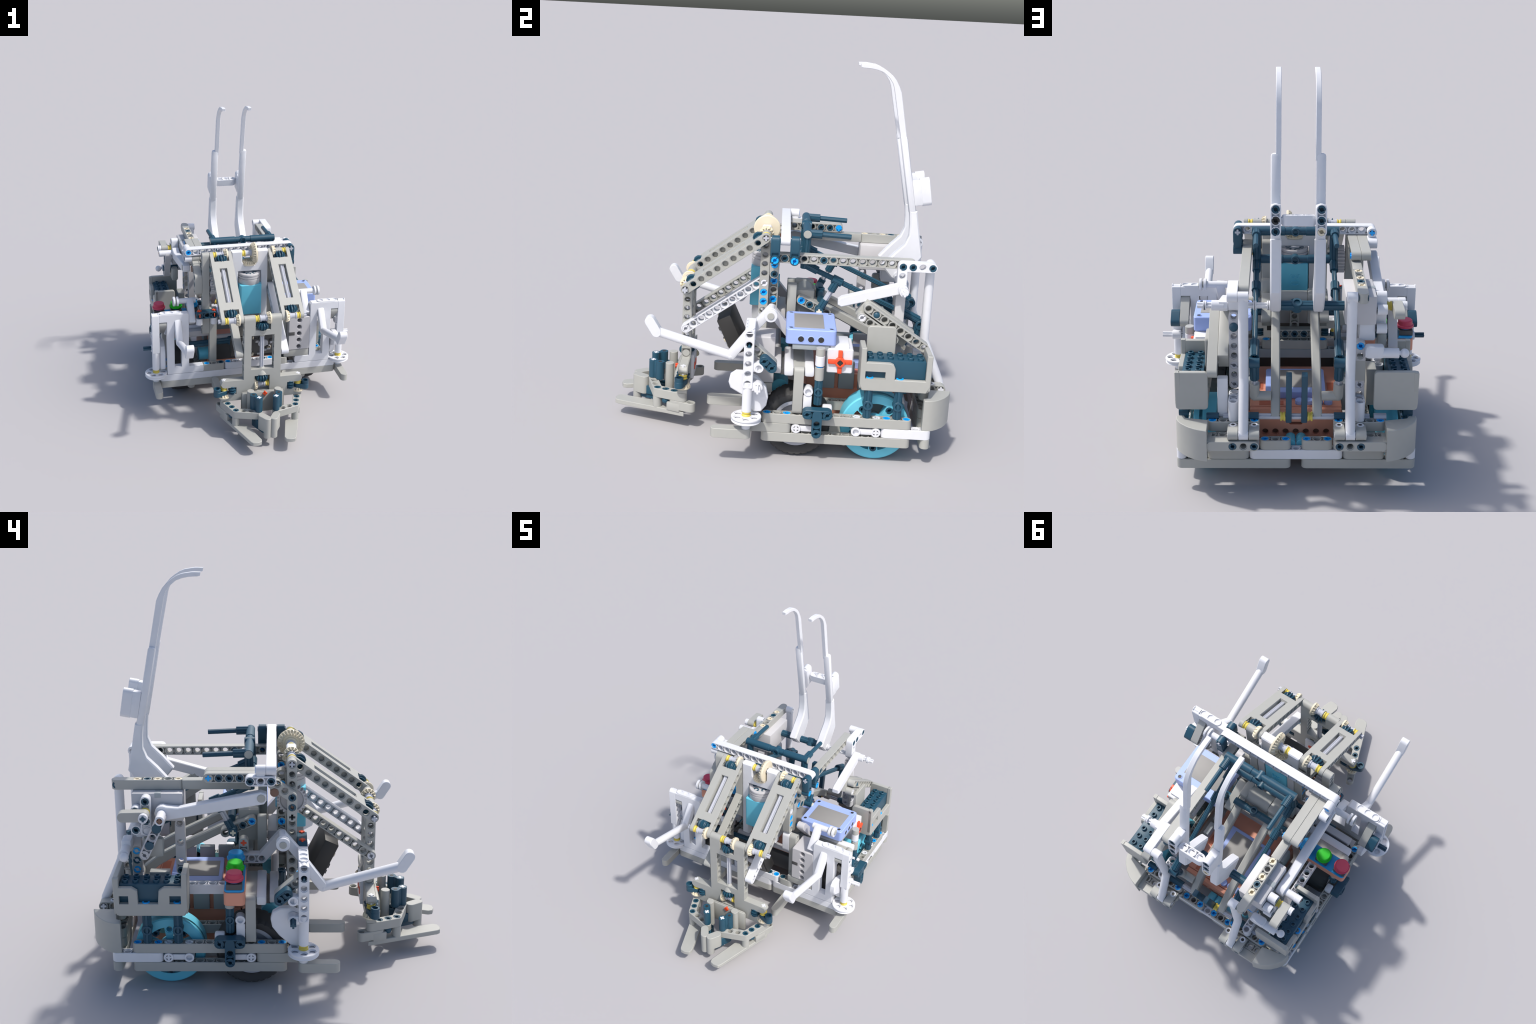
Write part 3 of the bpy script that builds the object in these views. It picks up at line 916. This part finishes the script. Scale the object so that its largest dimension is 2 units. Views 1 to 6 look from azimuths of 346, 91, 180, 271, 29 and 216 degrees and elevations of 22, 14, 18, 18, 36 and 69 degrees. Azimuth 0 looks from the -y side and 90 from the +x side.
# ============================================================ upper frame
group('upper_frame')
beam(15, (-8, 1, 21), 'x', 'y', WHITE, {0: AZURE}, name='cross_beam')
for j in (0, 2):
    put(beam_mesh('o-', 0.8), TEAL, 'hanger', (6, j, 21), '-z', 'y')
    put(beam_mesh('o', 0.98), TEAL, 'hanger', (6, j, 19), 'y', 'x')
    block((5.62, j-.40, 19.2), (6.26, j+.40, 20.9), TEAL, 'hanger', 0.04)
    block((5.62, j-.49, 19.4), (6.44, j-.34, 21.2), TEAL, 'hanger', 0.04)
    block((5.62, j+.34, 19.4), (6.44, j+.49, 21.2), TEAL, 'hanger', 0.04)
    pin((6.02, j, 19), 'x', AZURE)
axle((6, -0.53, 21), (6, 2.53, 21), STEEL)
beam(15, (5, 0, 19), 'y', 'x', GREY, {1: TEAL, 5: TEAL}, name='long_beam')
# right side corner bracket and lever
put(bent_mesh(((0, 2), (0, 0), (3, 0)), ((0, 2), (0, 1), (0, 0), (1, 0), (2, 0), (3, 0)), 0.98, (), False), WHITE, 'corner_bracket', (6, 13, 19), 'y', '-x')
for q in ((13, 19), (14, 19), (16, 19)):
    pin((6, q[0], q[1]), 'x', TEAL)
axle((2.5, 13, 17), (9.45, 13, 17), WHITE)
pipe((6.9, 13, 17), (8.1, 13, 17), 0.5, 0.3, WHITE)
for i in (2.7, 4.0, 8.75):
    bush((i, 13, 17), 'x', WHITE, 0.3)
lev = [(13.35, 17.45), (12.9, 17.5), (6.95, 15.75), (6.6, 15.45), (6.6, 14.95), (6.95, 14.75), (13.2, 16.5), (13.5, 16.9)]
side_prism(lev, 6.52, 7.45, WHITE, 'swing_lever', bev=0.08)
for s in (1, -1):
    sm = PALE
    if s > 0:
        beam('O'*8, (6, 13, 9), 'z', 'y', sm, {0: STEEL, 2: STEEL}, name='rear_strip')
    else:
        beam('O'*6, (-6, 14.35, 13.64), '-z', 'y', sm, {0: AZURE, 2: TEAL, 4: STEEL}, name='rear_strip')
    beam(3, (6*s, 14, 8), 'y', 'z', WHITE)
    rod((6*s, 16, 6.5), (6*s, 16, 7.6), 0.48, WHITE, 'spacer')
ball((6, 13.6, 15), 0.44, TEAL)
# rear posts
for s in (1, -1):
    put(sweep_mesh(((0, 0, 0), (0, 0, -7.9), (0, 0.06, -8.2), (0, 0.22, -8.6), (0, 1.95, -12.6), (0, 2.0, -13.0)), 0.47, 20), WHITE, 'rear_post', (5*s, 16, 19), 'x', 'z')
    put(tube_mesh(0.49, 0.3, 0.98, 22, 0.3), WHITE, 'rear_post', (5*s, 16, 19), 'y', 'x')
    rod((4.55*s, 18, 6), (5.45*s, 18, 6), 0.49, WHITE, 'rear_post')
# left side
beam('--ooooo', (-6, 16, 19), '-y', 'z', GREY, {2: TAN, 3: TEAL, 4: TAN, 6: TAN}, name='long_beam')
block((-6.485, 3.0, 18.52), (-5.515, 9.6, 19.47), GREY, 'long_beam')
beam('xoooooo', (-7, 7, 20), '-y', 'x', GREY, {1: TEAL, 2: TEAL, 3: TEAL}, name='stacked_beam')
axle((-7.53, 7, 20), (-5.4, 7, 20), AZURE)
beam(7, (-6, 7, 20), '-y', 'x', GREY, {0: AZURE, 1: TEAL, 2: TEAL}, name='stacked_beam')
beam(3, (-8, 1, 20), 'y', 'x', WHITE, {0: TEAL, 2: TEAL})
put(tube_mesh(0.5, 0.3, 0.98, 22, 0.3), WHITE, 'pin_connector', (-8, 2, 21), 'x', 'y')
axle((-8, 1.4, 21), (-8, 2.53, 21), AZURE)
block((-8.4, 1.6, 20.3), (-7.6, 2.4, 20.9), WHITE, 'pin_connector')
pin((-6, 16, 19), 'x', TEAL)

# arm hinge posts
beam('O'*12, (-6, -1, 10), 'z', 'x', GREY, {}, name='hinge_post')
beam('O'*9, (-5, -1, 5), 'z', 'x', GREY, name='hinge_post')
beam('O'*9, (4, -1, 13), 'z', 'x', GREY, {1: AZURE, 2: AZURE, 3: WHITE}, name='hinge_post')
beam('OO', (4, 0, 17), 'z', 'x', GREY, {0: TEAL, 1: AZURE}, name='hinge_post')
beam(8, (3, 0, 12), 'z', 'x', GREY, {2: AZURE, 4: AZURE, 5: TEAL, 6: AZURE}, name='hinge_post')
beam(8, (-3, 0, 12), 'z', 'x', GREY, {2: AZURE, 4: AZURE, 5: TEAL, 6: AZURE}, name='hinge_post')
beam(9, (-3, -1, 13), 'z', 'x', GREY, name='hinge_post')
put(bent_mesh(((0, 0), (2, 0), (3.4, 1.93)), ((1, 0), (2, 0), (2.7, 0.715), (3.4, 1.43)), 0.98, ((0, 0),), False), GREY, 'bent_beam', (-7, -1, 16), 'z', '-x')
for k in (17, 18):
    pin((-7, -1, k), 'x', TEAL)
put(gear_mesh(24, 1.5, 0.9, 'spur'), PALE, 'spur_gear', (-4.95, -1, 17), 'y', 'x')
axle((-7.3, -1, 16.9), (-4, -1, 16.9), BROWN)
rod((-7.6, 0.7, 18.55), (-6.5, 0.7, 18.55), 0.42, BROWN, 'axle_stop')

# tank with piston
group('tank')
plan_prism(rrect(-1.49, -2.5, 1.49, 0.5, 0.25), 12.6, 16.9, CYAN, 'tank_body')
put(lathe([(0, 16.8), (1.45, 16.8), (1.5, 16.9), (1.5, 17.6), (1.42, 17.63), (1.42, 17.72), (1.5, 17.75), (1.5, 17.95), (1.4, 17.98), (1.4, 18.08),
           (1.5, 18.1), (1.5, 18.3), (1.45, 18.36), (1.1, 18.36), (1.0, 18.28), (0, 18.28)], 48), PALE, 'piston', (0, -1, 0))
for a in range(5):
    t = a*2*math.pi/5 - 0.6
    pin((0.85*math.cos(t), -1+0.85*math.sin(t), 17.85), 'z', TEAL)
txt = bpy.data.curves.new('capacity_number', 'FONT')
txt.body = '30'
txt.size = 1.5*U
txt.extrude = 0.08*U
txt.align_x = 'CENTER'
txt.align_y = 'CENTER'
tob = bpy.data.objects.new('capacity_number_source', txt)
bpy.context.scene.collection.objects.link(tob)
bpy.context.view_layer.update()
tme = bpy.data.meshes.new_from_object(tob)
bpy.data.objects.remove(tob)
put(tme, CYAN, 'capacity_number', (0, 0.53, 15.05), '-z', 'y')
block((-2.4, -0.5, 10.4), (2.4, 1.4, 12.55), PALE, 'tank_base')
front_prism([(-2.45, 10.5), (2.45, 10.5), (2.45, 17.5), (1.55, 17.5), (1.55, 12.6), (-1.55, 12.6), (-1.55, 17.5), (-2.45, 17.5)], -0.48, 0.48, PALE, 'tank_cradle')

# dark railing and slanting rods
group('railing')
def step_bar(p, q, r1, r2, f, mat, name):
    c, d, L = between(p, q)
    a = L/2
    put(lathe([(0, -a), (r1, -a), (r1, -a+f), (r2, -a+f+.04), (r2, a-f-.04), (r1, a-f), (r1, a), (0, a)], 20), mat, name, c, d.orthogonal(), d)
step_bar((-4.5, 3.22, 21.4), (4.5, 3.22, 21.4), 0.47, 0.41, 3.4, TEAL, 'rail')
step_bar((-3.6, 3.0, 18.3), (3.6, 3.0, 18.3), 0.47, 0.40, 2.3, TEAL, 'rail')
for q in ((0, 3.22, 21.4), (0, 3.0, 18.3)):
    put(tube_mesh(0.44, 0.27, 1.06, 20, 0.45), TEAL, 'rail_eye', q, 'x', 'y')
for s in (1, -1):
    rod((4.48*s, 3.22, 21.4), (4.53*s, 3.22, 21.4), 0.42, GREY, 'rail_cap')
    ribbed((4*s, 3.22, 21.4), (4*s, 3.1, 17.7), TEAL, 'rail_post', 0.45)
    ribbed((4*s, 3.4, 21.4), (4*s, 4.75, 21.38), TEAL, 'rail_fork', 0.44)
    rod((4*s, 4.7, 21.38), (4*s, 7.75, 21.25), 0.27, TEAL, 'rail_fork', 8)
    c = (4*s, 3.0, 18.2)
    ribbed(c, (4*s, 4.5, 17.5), TEAL, 'slant_rod', 0.44)
    axle((4*s, 4.3, 17.55), (4*s, 14.0, 13.3), TEAL, 'slant_rod', 0.78)
    rod((4*s, 4.3, 17.55), (4*s, 14.0, 13.3), 0.24, TEAL, 'slant_rod', 8)
    d = Vector((0, 9.7, -4.25)).normalized()
    j0 = Vector((4*s, 6.6, 16.53))
    ribbed(j0-d*0.55, j0+d*0.55, TEAL, 'rod_joint', 0.47)
    dn = Vector((0, -1.75, -3.4)).normalized()
    ribbed(j0, j0+dn*1.3, TEAL, 'rod_joint', 0.42)
    axle(j0+dn, j0+dn*3.0, STEEL)
    ribbed(j0+dn*2.4, j0+dn*3.7, TEAL, 'rod_joint', 0.40)
    put(tube_mesh(0.45, 0.2, 1.1, 18, 0.4), TEAL, 'rod_joint', j0+dn*3.75, 'y', 'x')
    axle(j0+dn*3.75-Vector((0.6*s, 0, 0)), j0+dn*3.75+Vector((0.62*s, 0, 0)), TAN)
    # lower elbow of the slanting rods
    ribbed((4*s, 13.6, 13.6), (4*s, 15.4, 12.7), TEAL, 'rod_elbow', 0.46)
    put(tube_mesh(0.52, 0.3, 1.0, 20, 0.3), TEAL, 'rod_elbow', (4*s, 15.55, 12.25), 'y', 'x')
    ribbed((4*s, 15.5, 12.2), (4*s, 14.95, 10.3), TEAL, 'rod_elbow', 0.46)
    axle((4*s, 15.05, 10.6), (4*s, 14.7, 9.0), STEEL)
    rod((4*s, 14.85, 9.8), (4*s, 14.55, 8.3), 0.48, GREY, 'grey_elbow')
    ball((4*s, 14.55, 8.3), 0.48, GREY, 'grey_elbow')
    rod((4*s, 14.55, 8.3), (2.4*s, 14.55, 8.3), 0.46, GREY, 'grey_elbow')

# inner tilting levers
group('tilt_lever')
for s in (1, -1):
    poly = [(2.5, 14.1), (2.7, 14.45), (3.1, 14.5), (6.5, 13.05), (10.2, 11.25), (12.7, 9.9), (14.2, 8.7), (15.2, 7.6), (15.75, 6.7), (15.4, 6.3), (14.9, 6.5),
            (14.0, 7.5), (12.8, 8.6), (10.2, 10.2), (6.4, 12.15), (3.0, 13.55), (2.6, 13.7)]
    side_prism(poly, 1.55*s, 2.45*s, GREY, 'tilt_lever', bev=0.12)
    beam(4, (3*s, 3, 14), (0, 0.91, -0.42), 'x', GREY, {0: AZURE, 1: TEAL})
    half_bush((1.3*s, 15.5, 6.6), 'x')
    c, d, L = between((0.74*s, 15.45, 6.1), (0.74*s, 16.15, 11.35))
    oblock(c, (0.56, 0.8, L), 'x', d, TEAL, 'push_slat', 0.08)
    rod((3.6*s, 15.5, 6.6), (5.4*s, 15.5, 6.6), 0.42, TEAL, 'axle_connector', 8)
    rod((7.4*s, 15.5, 6.6), (8.6*s, 15.5, 6.6), 0.36, TEAL if s > 0 else STEEL, 'axle_connector', 8)
axle((-7, 15.5, 6.6), (7, 15.5, 6.6), STEEL)
# cross motor behind the tank
rod((-1.3, 3.4, 13.9), (1.9, 3.4, 13.9), 1.0, GREY, 'cross_motor', 32)
block((2.5, 1.5, 10.5), (3.5, 2.45, 15.7), GREY, 'cross_motor', 0.08)
block((1.5, 2.3, 11.5), (2.5, 4.4, 14.9), GREY, 'cross_motor', 0.25)
block((-3.5, 1.5, 10.5), (-2.5, 2.45, 14.5), GREY, 'cross_motor', 0.08)
block((-2.5, 2.3, 11.5), (-1.3, 4.4, 14.9), GREY, 'cross_motor', 0.25)
step_bar((-2.6, 5.1, 14.0), (2.6, 5.1, 14.0), 0.42, 0.38, 1.6, TEAL, 'axle_connector')
put(tube_mesh(0.46, 0.27, 1.06, 20, 0.45), TEAL, 'rail_eye', (0, 5.1, 14.0), 'x', 'z')
beam(7, (-3, 4, 9.2), 'x', 'z', GREY, {0: AZURE, 6: AZURE})
beam(11, (-5, 4, 8.2), 'x', 'z', SLAB)
beam(5, (-2, 3.4, 10.2), 'x', 'y', GREY, {1: TEAL, 2: TEAL, 3: TEAL})
beam(4, (0, 2.4, 9.8), 'z', 'y', GREY)

# ================================================================= hooks
group('hook')
outer_c = [(7.62, 38.7), (8.4, 38.73), (9.4, 38.59), (9.9, 38.4), (10.4, 38.08), (10.9, 37.7), (11.3, 37.25), (11.65, 36.65), (11.92, 36.05)]
inner_c = [(11.15, 36.45), (10.95, 36.95), (10.57, 37.45), (9.95, 37.95), (9.3, 38.17), (8.7, 38.27), (7.95, 38.3), (7.68, 38.36)]
blade = outer_c + [(12.92, 31.0), (12.3, 31.0)] + inner_c
for s in (1, -1):
    side_prism(blade, 1.56*s, 2.06*s, WHITE, 'hook_blade', bev=0.04)
    c, d, L = between((2.05*s, 12.49, 31.6), (2.05*s, 14.08, 23.6))
    oblock(c, (0.92, 0.74, L), 'x', d, WHITE, 'hook_shaft', 0.26)
    foot = [(13.72, 24.0), (13.85, 22.6), (13.88, 21.4), (13.5, 20.4), (12.5, 19.4), (11.28, 17.98), (11.74, 17.42), (12.3, 16.75), (12.8, 16.45), (13.3, 16.5), (13.8, 17.0),
            (15.0, 18.5), (15.42, 19.15), (14.93, 21.6), (14.5, 24.0)]
    side_prism(foot, 1.52*s, 2.55*s, WHITE, 'hook_foot', bev=0.14)
    # clamp beam on the back of each shaft
    dv = Vector((0, 1.48, -8.15)).normalized()
    nv = Vector((1, 0, 0)).cross(dv)*-1
    top = Vector((2.05*s, 15.05, 27.05))
    beam(3, top, dv, (0, 0.984, 0.178), WHITE, {0: TEAL, 1: TEAL if s < 0 else BLACK, 2: TEAL if s > 0 else TAN}, name='clamp_beam')
    oblock(top+dv*1.0+Vector((0, -0.85, -0.15)), (2.7, 0.95, 0.9), dv, (0, 0.984, 0.178), WHITE, 'clamp_block', 0.15)
beam(3, (-1, 15.2, 26.05), 'x', (0, -0.178, 0.984), WHITE, name='clamp_cross')
block((-1.6, 14.95, 25.7), (1.6, 15.45, 26.35), WHITE, 'clamp_cross')
ribbed((-4.55, 13, 17), (1.5, 13, 17), TEAL, 'hook_crossbar', 0.47)
put(tube_mesh(0.5, 0.3, 1.1, 20, 0.4), TEAL, 'hook_crossbar', (0, 13, 17), 'x', (0, 0.5, 0.87))

# ==================================================== left side mechanism
group('left_motor')
block((-7.45, 9.5, 15.6), (-4.5, 14.45, 18.48), PALE, 'motor_body', 0.15)
block((-7.5, 11.6, 18.05), (-6.6, 12.2, 18.52), SLAB, 'motor_notch', 0.02)
block((-7.4, 12.2, 13.9), (-5.9, 14.2, 15.62), WHITE, 'motor_clip', 0.15)
block((-8.4, 12.4, 14.5), (-7.48, 13.6, 15.6), WHITE, 'motor_clip', 0.15)
beam(4, (-8, 13, 15), 'z', 'x', WHITE, {3: TEAL, 1: TEAL})
beam('o', (-8, 14, 15.1), 'y', 'x', WHITE, {0: TEAL})
beam('o', (-8, 14, 17), 'y', 'x', WHITE, {0: TEAL})
block((-8.45, 13.4, 14.8), (-7.55, 13.8, 15.4), WHITE, 'pin_connector')
beam('---', (-9.5, 13, 17), (0, 1, -0.02), 'x', GREY, name='finger_lever')
half_bush((-8.76, 13, 17), 'x')
axle((-10.5, 13, 17), (-8, 13, 17), TEAL)
bush((-10.22, 13, 17), 'x', WHITE, 0.45)
ring = [(11.4+0.72*math.cos(a*math.pi/9), 16.85+0.72*math.sin(a*math.pi/9)) for a in range(-4, 13)]
lever = [(1.45, 18.75), (1.45, 18.1), (1.7, 17.75), (10.9, 16.15)] + [(11.4+0.75*math.cos(math.radians(t)), 16.8+0.75*math.sin(math.radians(t))) for t in range(-110, 121, 23)] + [(9.9, 17.35), (2.0, 18.95)]
side_prism(lever, -8.6, -7.62, WHITE, 'swing_lever', bev=0.08)
rod((-8.61, 1.95, 18.35), (-8.66, 1.95, 18.35), 0.4, GREY, 'lever_cap')
rod((-8.5, 11.45, 16.8), (-9.9, 11.45, 16.8), 0.44, WHITE, 'lever_hub')
pipe((-9.8, 11.45, 16.8), (-10.5, 11.45, 16.8), 0.46, 0.28, WHITE, 'lever_hub')
axle((-10.52, 11.45, 16.8), (-8, 11.45, 16.8), BROWN)
e = Vector((0, 0.42, -0.91)).normalized()
o = Vector((-9.2, 11.45, 16.6))
put(beam_mesh('ooooo', 0.9), PALE, 'link_beam', o, e, 'x')
pin(o+e*4, 'x', PALE, 0.9)
put(cyl_mesh(0.46, 1.0, 20), TEAL, 'link_pin', o+e*1, 'y', 'x')
rod((-9.8, 12.6, 14.0), (-7.6, 12.6, 14.0), 0.42, TEAL, 'link_pin')
block((-8.65, 11.4, 12.3), (-7.7, 13.4, 14.3), GREY, 'link_block', 0.3)
block((-7.8, 11.0, 6.5), (-6.85, 13.0, 10.4), GREY, 'link_block', 0.1)

beam('o-o-oo', (-6, 10, 15), '-z', 'x', PALE, {5: TEAL})
beam('OOO', (-6.04, 14.36, 12.1), '-z', 'x', GREY, {0: AZURE, 1: TEAL, 2: AZURE}, thick=0.97)
rod((-6.4, 15.1, 13.1), (-9.6, 15.1, 13.05), 0.48, WHITE, 'ball_arm')
block((-8.2, 14.55, 12.6), (-6.4, 15.6, 13.9), WHITE, 'ball_arm', 0.3)
rod((-9.5, 15.05, 13.05), (-10.0, 15.05, 13.05), 0.2, WHITE, 'ball_arm')
ball((-10.15, 15.0, 13.0), 0.45, WHITE)

# =============================================================== screen
group('screen_unit')
put(prism_mesh(rrect(4.5, 1.5, 10.45, 6.5, 0.35), 1.55, (), (), 0.08), PERI, 'screen_case', (0, 0, 12.35))
block((5.3, 2.3, 13.05), (9.8, 5.3, 13.16), GLASS, 'screen_glass', 0.02)
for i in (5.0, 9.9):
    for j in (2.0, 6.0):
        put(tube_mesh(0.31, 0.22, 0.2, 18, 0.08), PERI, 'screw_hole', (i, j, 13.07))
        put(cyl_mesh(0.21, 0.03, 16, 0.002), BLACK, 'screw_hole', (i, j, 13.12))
put(axle_mesh(0.06), BLACK, 'plunger_socket', (10.84, 7.0, 10.0), 'y', 'x')
for j in (3, 4, 5):
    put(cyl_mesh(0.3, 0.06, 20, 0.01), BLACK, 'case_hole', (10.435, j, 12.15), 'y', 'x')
    put(tube_mesh(0.38, 0.3, 0.1, 20, 0.04), PERI, 'case_hole_rim', (10.43, j, 12.15), 'y', 'x')
rod((11, 5, 9.7), (11, 5, 10.75), 0.47, WHITE, 'screen_stand')
rod((11, 5, 10.75), (11, 5, 11.55), 0.46, GREY, 'screen_stand')
rod((11, 5, 9.54), (11, 5, 9.62), 0.36, AZURE, 'screen_stand')
block((4.6, 2.2, 11.0), (10.3, 5.9, 11.6), SLAB, 'screen_bracket')

# ======================================================= force sensor
group('force_sensor')
put(prism_mesh(rrect(5.7, 8.75, 8.3, 11.3, 0.18), 3.6, (), (), 0.1), WHITE, 'sensor_body', (8.6, 0, 0), 'y', 'x')
block((7.0, 5.95, 11.2), (10.2, 7.9, 11.55), WHITE, 'sensor_lid', 0.1)
for a in range(4):
    d = Vector((0, math.cos(a*math.pi/2), math.sin(a*math.pi/2)))
    oblock(Vector((10.45, 7.0, 10.0))+d*0.65, (1.1, 0.44, 0.5), d, 'x', ORANGE, 'sensor_plunger', 0.08)
put(tube_mesh(0.5, 0.25, 0.8, 20, 0.35), ORANGE, 'sensor_plunger', (10.45, 7.0, 10.0), 'y', 'x')

# ========================================================= button panel
group('button_panel')
plan_prism(rrect(-12.4, 3.5, -6.3, 5.5, 0.4), 9.0, 10.35, SALMON, 'panel_case')
plan_prism(rrect(-12.35, 3.55, -6.35, 5.45, 0.38), 10.35, 10.62, SKY, 'panel_plate')
for i, m in ((-11.6, PINK), (-9.2, GREEN), (-6.9, SKY)):
    block((i-.75, 3.75, 10.6), (i+.75, 5.25, 11.2), DARK, 'switch_base', 0.06)
    rod((i, 4.5, 11.15), (i, 4.5, 11.45), 0.55, SKY, 'switch_stem')
    put(lathe([(0, 11.4), (0.88, 11.4), (0.9, 11.45), (0.9, 11.62), (0.78, 11.68), (0.74, 12.1), (0.66, 12.18), (0, 12.2)], 32), m, 'push_button', (i, 4.5, 0))

# ========================================================== brick trays
STUD = lathe([(0.18, 0.02), (0.18, 0.24), (0.26, 0.24), (0.3, 0.2), (0.3, -0.02), (0.18, 0.02)], 18)
for s in (1, -1):
    group('brick_tray')
    block((8.9*s, 9.5, 8.6), (11.0*s, 15.5, 10.6), TEAL, 'stud_brick', 0.05)
    for a in range(6):
        for b in (9.45, 10.45):
            put(STUD, TEAL, 'stud', (b*s, 10+a, 10.62))
    if s > 0:
        fp = [(9.0, 8.2), (9.3, 7.5), (15.6, 7.5), (16.0, 8.2), (16.05, 11.4), (15.5, 11.4), (15.5, 8.75), (12.45, 8.75), (12.45, 9.9), (12.25, 10.3), (11.9, 10.45), (9.55, 10.45), (9.5, 11.9), (9.0, 11.9)]
        side_prism(fp, 11.0, 11.5, GREY, 'tray_face', windows=[rect(9.5, 8.75, 11.5, 9.55)], bev=0.06)
    else:
        fp = [(9.0, 8.2), (9.3, 7.5), (15.6, 7.5), (16.0, 8.2), (16.05, 11.4), (15.5, 11.4), (15.5, 10.45), (14.3, 10.45), (13.75, 10.1), (13.7, 8.75), (11.8, 8.75), (11.7, 10.1), (11.2, 10.45),
              (9.55, 10.45), (9.5, 11.9), (9.0, 11.9)]
        side_prism(fp, -11.5, -11.0, GREY, 'tray_face', windows=[rect(9.6, 8.75, 10.7, 9.6), rect(14.6, 8.75, 15.5, 9.6)], bev=0.06)
    rp = rrect(8.4, 7.55, 11.46, 11.4, 0.35) if s > 0 else rrect(-11.46, 7.55, -7.3, 11.5, 0.35)
    front_prism(rp, 15.55, 16.02, GREY, 'tray_end', bev=0.05)
    fpn = rrect(8.6, 7.6, 11.45, 11.85, 0.35) if s > 0 else rrect(-11.45, 7.6, -8.6, 11.85, 0.35)
    front_prism(fpn, 9.0, 9.5, GREY, 'tray_end', bev=0.05)
    block((8.5*s, 9.2, 7.52), (11.4*s, 15.8, 8.6), GREY, 'tray_floor')
    for j in (10, 13):
        put(tube_mesh(0.38, 0.2, 0.14, 20), AZURE, 'pin_head', (11.05*s, j, 8.75))
side_prism(rrect(9.7, 8.0, 12.6, 13.35, 0.35), 8.4, 8.85, GREY, 'tray_back')
# slanted side strips near the right tray
group('side_strip')
d = Vector((0, 0.84, -0.545)).normalized()
beam(8, (8, 9.65, 15.0), d, 'x', GREY)
beam(5, (8, 9.05, 14.05), d, 'x', GREY, {0: WHITE})
ball((8.1, 10.5, 14.35), 0.45, TEAL)
oblock((7.0, 11.5, 13.3), (6.0, 1.0, 2.0), d, (0, 0.545, 0.84), GREY, 'side_strip')
block((6.55, 14.6, 6.45), (7.55, 15.4, 10.5), WHITE, 'side_block', 0.1)

# ====================================================== camera on the nose
group('camera_unit')
d = Vector((0, 0.42, -0.9)).normalized()
oblock((0, -4.25, 9.5), (4.3, 6.0, 1.5), d, (0, 0.9, 0.42), BLACK, 'camera_case')
oblock((0, -4.97, 9.15), (4.0, 5.4, 0.12), d, (0, 0.9, 0.42), DARK, 'circuit_board')
rng = random.Random(3)
for q in range(26):
    a, b = rng.uniform(-1.8, 1.8), rng.uniform(-2.4, 2.4)
    c = Vector((b, -5.08, 9.1)) + d*a
    oblock(c, (rng.uniform(0.15, 0.6), rng.uniform(0.15, 0.6), 0.3), d, (0, 0.9, 0.42), rng.choice([PALE, TAN, DARK, STEEL]), 'chip')
put(cyl_mesh(0.7, 0.5, 24), STEEL, 'camera_lens', (1.1, -5.2, 9.6), 'x', (0, 0.9, 0.42))
group('plug_row')
beam(3, (-7, -2, 12.95), 'x', 'y', TEAL)
for i in (-7, -5):
    put(axle_mesh(0.2), ORANGE, 'axle', (i, -2, 13.46), 'x', 'z')
    block((i-.07, -2.52, 12.7), (i+.07, -2.44, 13.2), ORANGE, 'axle', 0.01)
    rod((i, -2, 11.5), (i, -2, 12.45), 0.47, WHITE, 'spacer')

group('front_axle_tubes')
ribbed((-8, 0, 7.55), (-2, 0, 7.65), TEAL, 'axle_tube', 0.42)
put(tube_mesh(0.46, 0.27, 1.0, 20, 0.4), TEAL, 'axle_tube', (-2.2, 0, 7.65), 'x', 'z')
for s in (1, -1):
    rod((4.5*s, 1.2, 5.4), (6.6*s, 1.2, 5.4), 0.9, CYAN, 'motor_hub')

group('left_bracket')
beam('xo', (-5, 3.8, 12.5), '-z', 'x', GREY)
axle((-5.52, 3.8, 12.5), (-4.6, 3.8, 12.5), ORANGE)
beam('o-o', (4.0, -1, 12), '-z', 'x', WHITE)

group('hub_symbols')
RING = lathe([(0.24, -0.03), (0.3, -0.03), (0.3, 0.03), (0.24, 0.03), (0.24, -0.03)], 24)
for i in (-1.9, -3.2, 2.2):
    put(RING, SALMON, 'ring_symbol', (i, 13.71, 5.6), 'x', 'y')
for i in (-1.25, -2.55):
    for a in (0.7, -0.7):
        oblock((i, 13.71, 5.6), (0.5, 0.06, 0.05), (math.cos(a), 0, math.sin(a)), 'y', SALMON, 'cross_symbol', 0.01)
